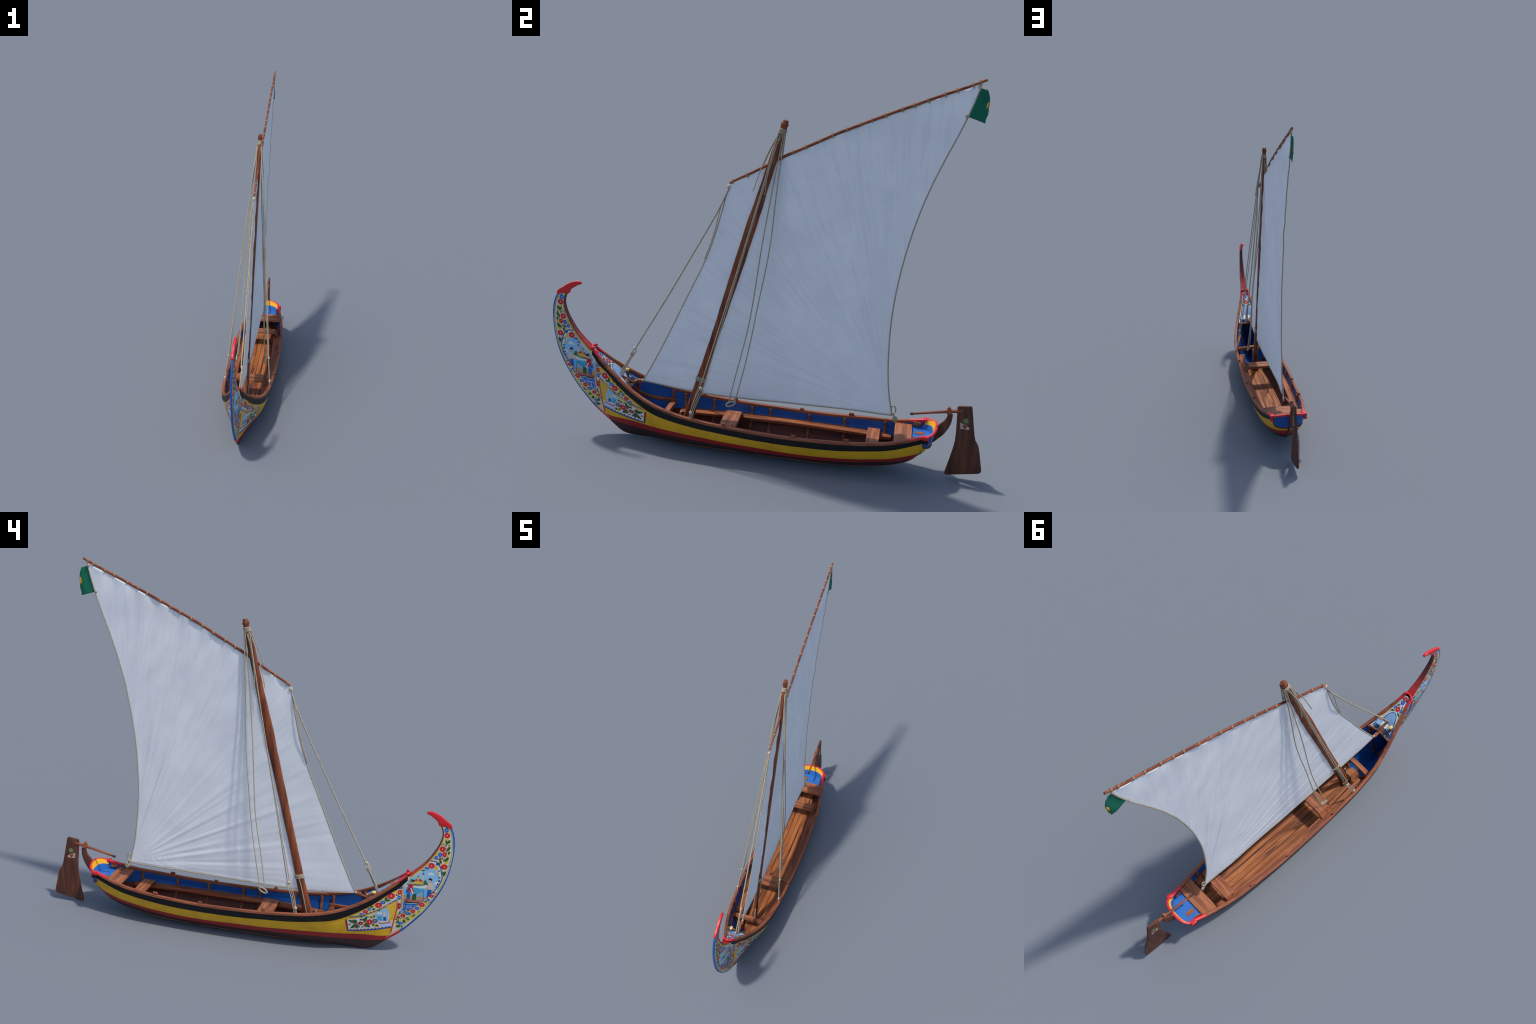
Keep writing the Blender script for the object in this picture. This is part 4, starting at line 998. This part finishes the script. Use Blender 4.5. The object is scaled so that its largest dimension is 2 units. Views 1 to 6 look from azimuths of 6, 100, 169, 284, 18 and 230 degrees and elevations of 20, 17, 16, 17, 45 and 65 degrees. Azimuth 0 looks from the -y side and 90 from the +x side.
def build_art(hull, G):
    V = []; F = []; n, m, _ = G.shape
    for sx in (1, -1):
        W = G.copy(); W[..., 0] *= sx; o = len(V); V += [tuple(p) for p in W.reshape(-1, 3)]; F += grid_faces(n, m, off=o)
    P = Painter(BVHTree.FromPolygons(V, F), drop_side, (1, -1))
    P.stroke('painted_panel', 'olive', .35, .024, [(-.772, .160), (-.808, .183), (-.848, .213), (-.880, .248), (-.915, .30)])
    rng = random.Random(11); i = 0
    for f in RED_FLOWERS+BLUE_FLOWERS+DARK_FLOWERS:         # sprigs filling the ground between the flowers
        if f[0] > -.545: continue
        for q in range(6):
            i += 1; a = rng.uniform(0, 6.283); r = rng.uniform(1.45, 2.3)*max(f[2], .007); y = f[0]+r*math.cos(a); z = f[1]+r*math.sin(a)
            if q < 3: P.ellipse('painted_flower', 'yellow', .5+i*.002, y, z, .0052, .0048, 12, 5, .18)
            else: P.leaf('painted_leaf', 'leaf', .5+i*.002, y, z, y+.013*math.cos(a+1), z+.013*math.sin(a+1), .0062)
    for col, lay, pts in PANEL: P.shape('painted_panel', col, .3 if lay == 1 else lay, pts)
    for col, lay, pts in SCENE: P.shape('painted_scene', col, lay, pts)
    for col, lay, w, pts in STROKES: P.stroke('painted_border', col, .42 if lay == 1 else lay, w, pts)
    for f in YELLOW_FILL: P.ellipse('painted_flower', 'yellow', 2, *f, 14, 5, .15)
    for f in BLUE_SPOTS: P.ellipse('painted_border', 'navy', 4, *f, 12)
    for f in RED_FLOWERS: flower(P, *f, 'red')
    for f in DARK_FLOWERS: flower(P, *f, 'crimson', 5)
    for f in BLUE_FLOWERS: flower(P, *f, 'blue', 5, 'white')
    for f in PURPLE_FLOWERS: flower(P, *f, 'purple', 6)
    for f in LEAVES: P.leaf('painted_leaf', 'leaf', 4, *f[:4], f[4]*1.25)
    for f in RED_PETALS: P.leaf('painted_leaf', 'crimson', 4, *f)
    # scalloped edge along the panel's blue border
    for t in np.linspace(0, 1, 12):
        y = lerp(-.565, -.742, t); z = lerp(.1195, .1445, t**1.5)
        P.ellipse('painted_border', 'darkred', 5, y, z, .0042, .0026, 8)
    for t in np.linspace(0, 1, 11):
        y = lerp(-.60, -.745, t); z = lerp(.1985, .276, t**1.15)
        P.ellipse('painted_border', 'ochre', 5, y, z, .0040, .0022, 8)
    P.finish(hull)
    # fore deck: pale arch with flowers above it
    dk = next(o for o in hull.children if o.name.startswith('fore_deck'))
    tree = BVHTree.FromPolygons([v.co for v in dk.data.vertices], [tuple(p.vertices) for p in dk.data.polygons])
    def drop_deck(t, x, y, sd, off):
        h = t.ray_cast(Vector((x, y, 1)), Vector((0, 0, -1)))
        if h[0] is None: h = t.find_nearest(Vector((x, y, .33)))
        return h[0]+Vector((0, 0, off*1.4))
    D = Painter(tree, drop_deck, (1,))
    half = [(0, -.715), (.012, -.711), (.022, -.700), (.029, -.684), (.036, -.662), (.045, -.636), (.050, -.616)]
    arch = half+[(-x, y) for x, y in half[::-1]][:-1]
    D.shape('painted_deck', 'navy', 1, [(x*1.10, y-.003 if y < -.63 else y) for x, y in arch]); D.shape('painted_deck', 'deckblue', 2, arch)
    D.shape('painted_deck', 'white', 3, [(.004, -.668), (.018, -.650), (.026, -.617), (-.012, -.617)])
    for x, y, r, c in ((0, -.786, .0075, 'red'), (0, -.769, .0085, 'blue'), (0, -.735, .0095, 'red'), (.0175, -.737, .006, 'blue'), (-.0195, -.737, .006, 'blue'), (.007, -.752, .004, 'purple')):
        flower(D, x, y, r, r, c, 5)
    for sx in (1, -1):
        for x, y, dx, dy in ((.010, -.757, .008, .012), (.010, -.726, .011, .010), (.009, -.779, .006, -.010), (.020, -.726, .008, .014)):
            D.leaf('painted_leaf', 'leaf', 4, sx*x, y, sx*(x+dx), y+dy, .0065)
        D.stroke('painted_border', 'yellow', 3, .0032, [(sx*.0265, -.728), (sx*.0345, -.705), (sx*.0425, -.680)])
        D.stroke('painted_border', 'navy', 3, .0030, [(sx*.0445, -.668), (sx*.0545, -.638), (sx*.0605, -.618)])
    D.finish(hull)
    # badge on the rudder blade
    rud = next(o for o in ROOT.children if o.name.startswith('rudder'))
    R = Painter(None, lambda t, y, z, sd, off: Vector((sd*(.0052+off), y, z)), (1, -1))
    R.ellipse('rudder_badge', 'moss', 1, .907, .281, .0165, .0175, 20); R.ellipse('rudder_badge', 'mossgreen', 2, .907, .284, .010, .011, 16)
    R.shape('rudder_badge', 'stone', 2, [(.884, .272), (.908, .262), (.925, .252), (.924, .243), (.885, .244)])
    R.shape('rudder_badge', 'green_line', 3, [(.8855, .268), (.894, .247), (.8865, .246)])
    R.shape('rudder_badge', 'crimson', 3, [(.8925, .265), (.906, .261), (.916, .255), (.911, .2475), (.903, .2455), (.897, .252)])
    R.finish(rud)
    # border lines running along the neck's edges
    k0 = n-46
    def strip(name, col, lay, a0, a1, d0, d1, top=True):
        s = Soup()
        for sx in (1, -1):
            V = []
            for k in range(a0, a1):
                C = G[k] if not top else G[k][::-1]
                C = C[np.concatenate([[True], np.linalg.norm(np.diff(C, axis=0), axis=1) > 1e-6])]
                L = np.concatenate([[0], np.cumsum(np.linalg.norm(np.diff(C, axis=0), axis=1))])
                u = (k-a0)/(a1-a0-1)
                for d in (lerp(*d0, u), lerp(*d1, u)):
                    p = np.array([np.interp(d, L, C[:, q]) for q in range(3)]); p[0] = sx*(p[0]+.0003+.0002*lay); V.append(p)
            s.add(V, grid_faces(a1-a0, 2, flip=sx < 0))
        s.obj(name, M['art_'+col], hull, angle=60)
    strip('painted_border', 'red', 1, k0, n, (0, 0), (.0060, .0020))
    strip('painted_border', 'yellow', 1, k0, n, (.0060, .0020), (.0125, .0090))
    strip('painted_border', 'navy', 1, k0, n, (.0125, .0090), (.0145, .0100))
    strip('painted_border', 'white', 2, k0-10, n, (.0145, .0080), (.0170, .0095), False)
    strip('painted_border', 'navy', 2, k0+12, n, (.0170, .0095), (.0195, .0115), False)
    strip('painted_border', 'olive', 2, k0+6, n, (.0195, .0115), (.0250, .0145), False)

# ---------------------------------------------------------------- assemble
def main():
    global ROOT
    ROOT = bpy.data.objects.new('painted_sailing_boat', None); bpy.context.collection.objects.link(ROOT)
    ROOT['label'] = 'wooden river sailing boat with painted high prow and white lug sail'
    ROOT['category'] = 'sailing boat'
    make_materials()
    for q, c in enumerate(('#b8302c', '#a22e2a', '#8a2d28', '#722c27', '#5e2b26', '#552a25')): M['ridge_%d' % q] = paint('ridge_paint', c, .08, .45, 20)
    M['deck_paint'] = paint('pale_deck_paint', '#d3d2d0', .06, .5, 20)
    M['brass'] = paint('pale_brass', '#d9b968', .08, .3, 30)
    M['emblem_orange'] = paint('orange_cloth', '#c98a22', .08, .85, 30)
    for k, c in ART.items(): M['art_'+k] = paint('decoration_'+k, c, .07, .45, 45, spec=.3)
    hull, G = build_hull()
    build_rails(hull); build_interior(hull); dk = build_bow(hull, G); build_stern(hull)
    build_rudder(); build_rig(); build_art(hull, G)
    return hull, G
HULL, GRID = main()
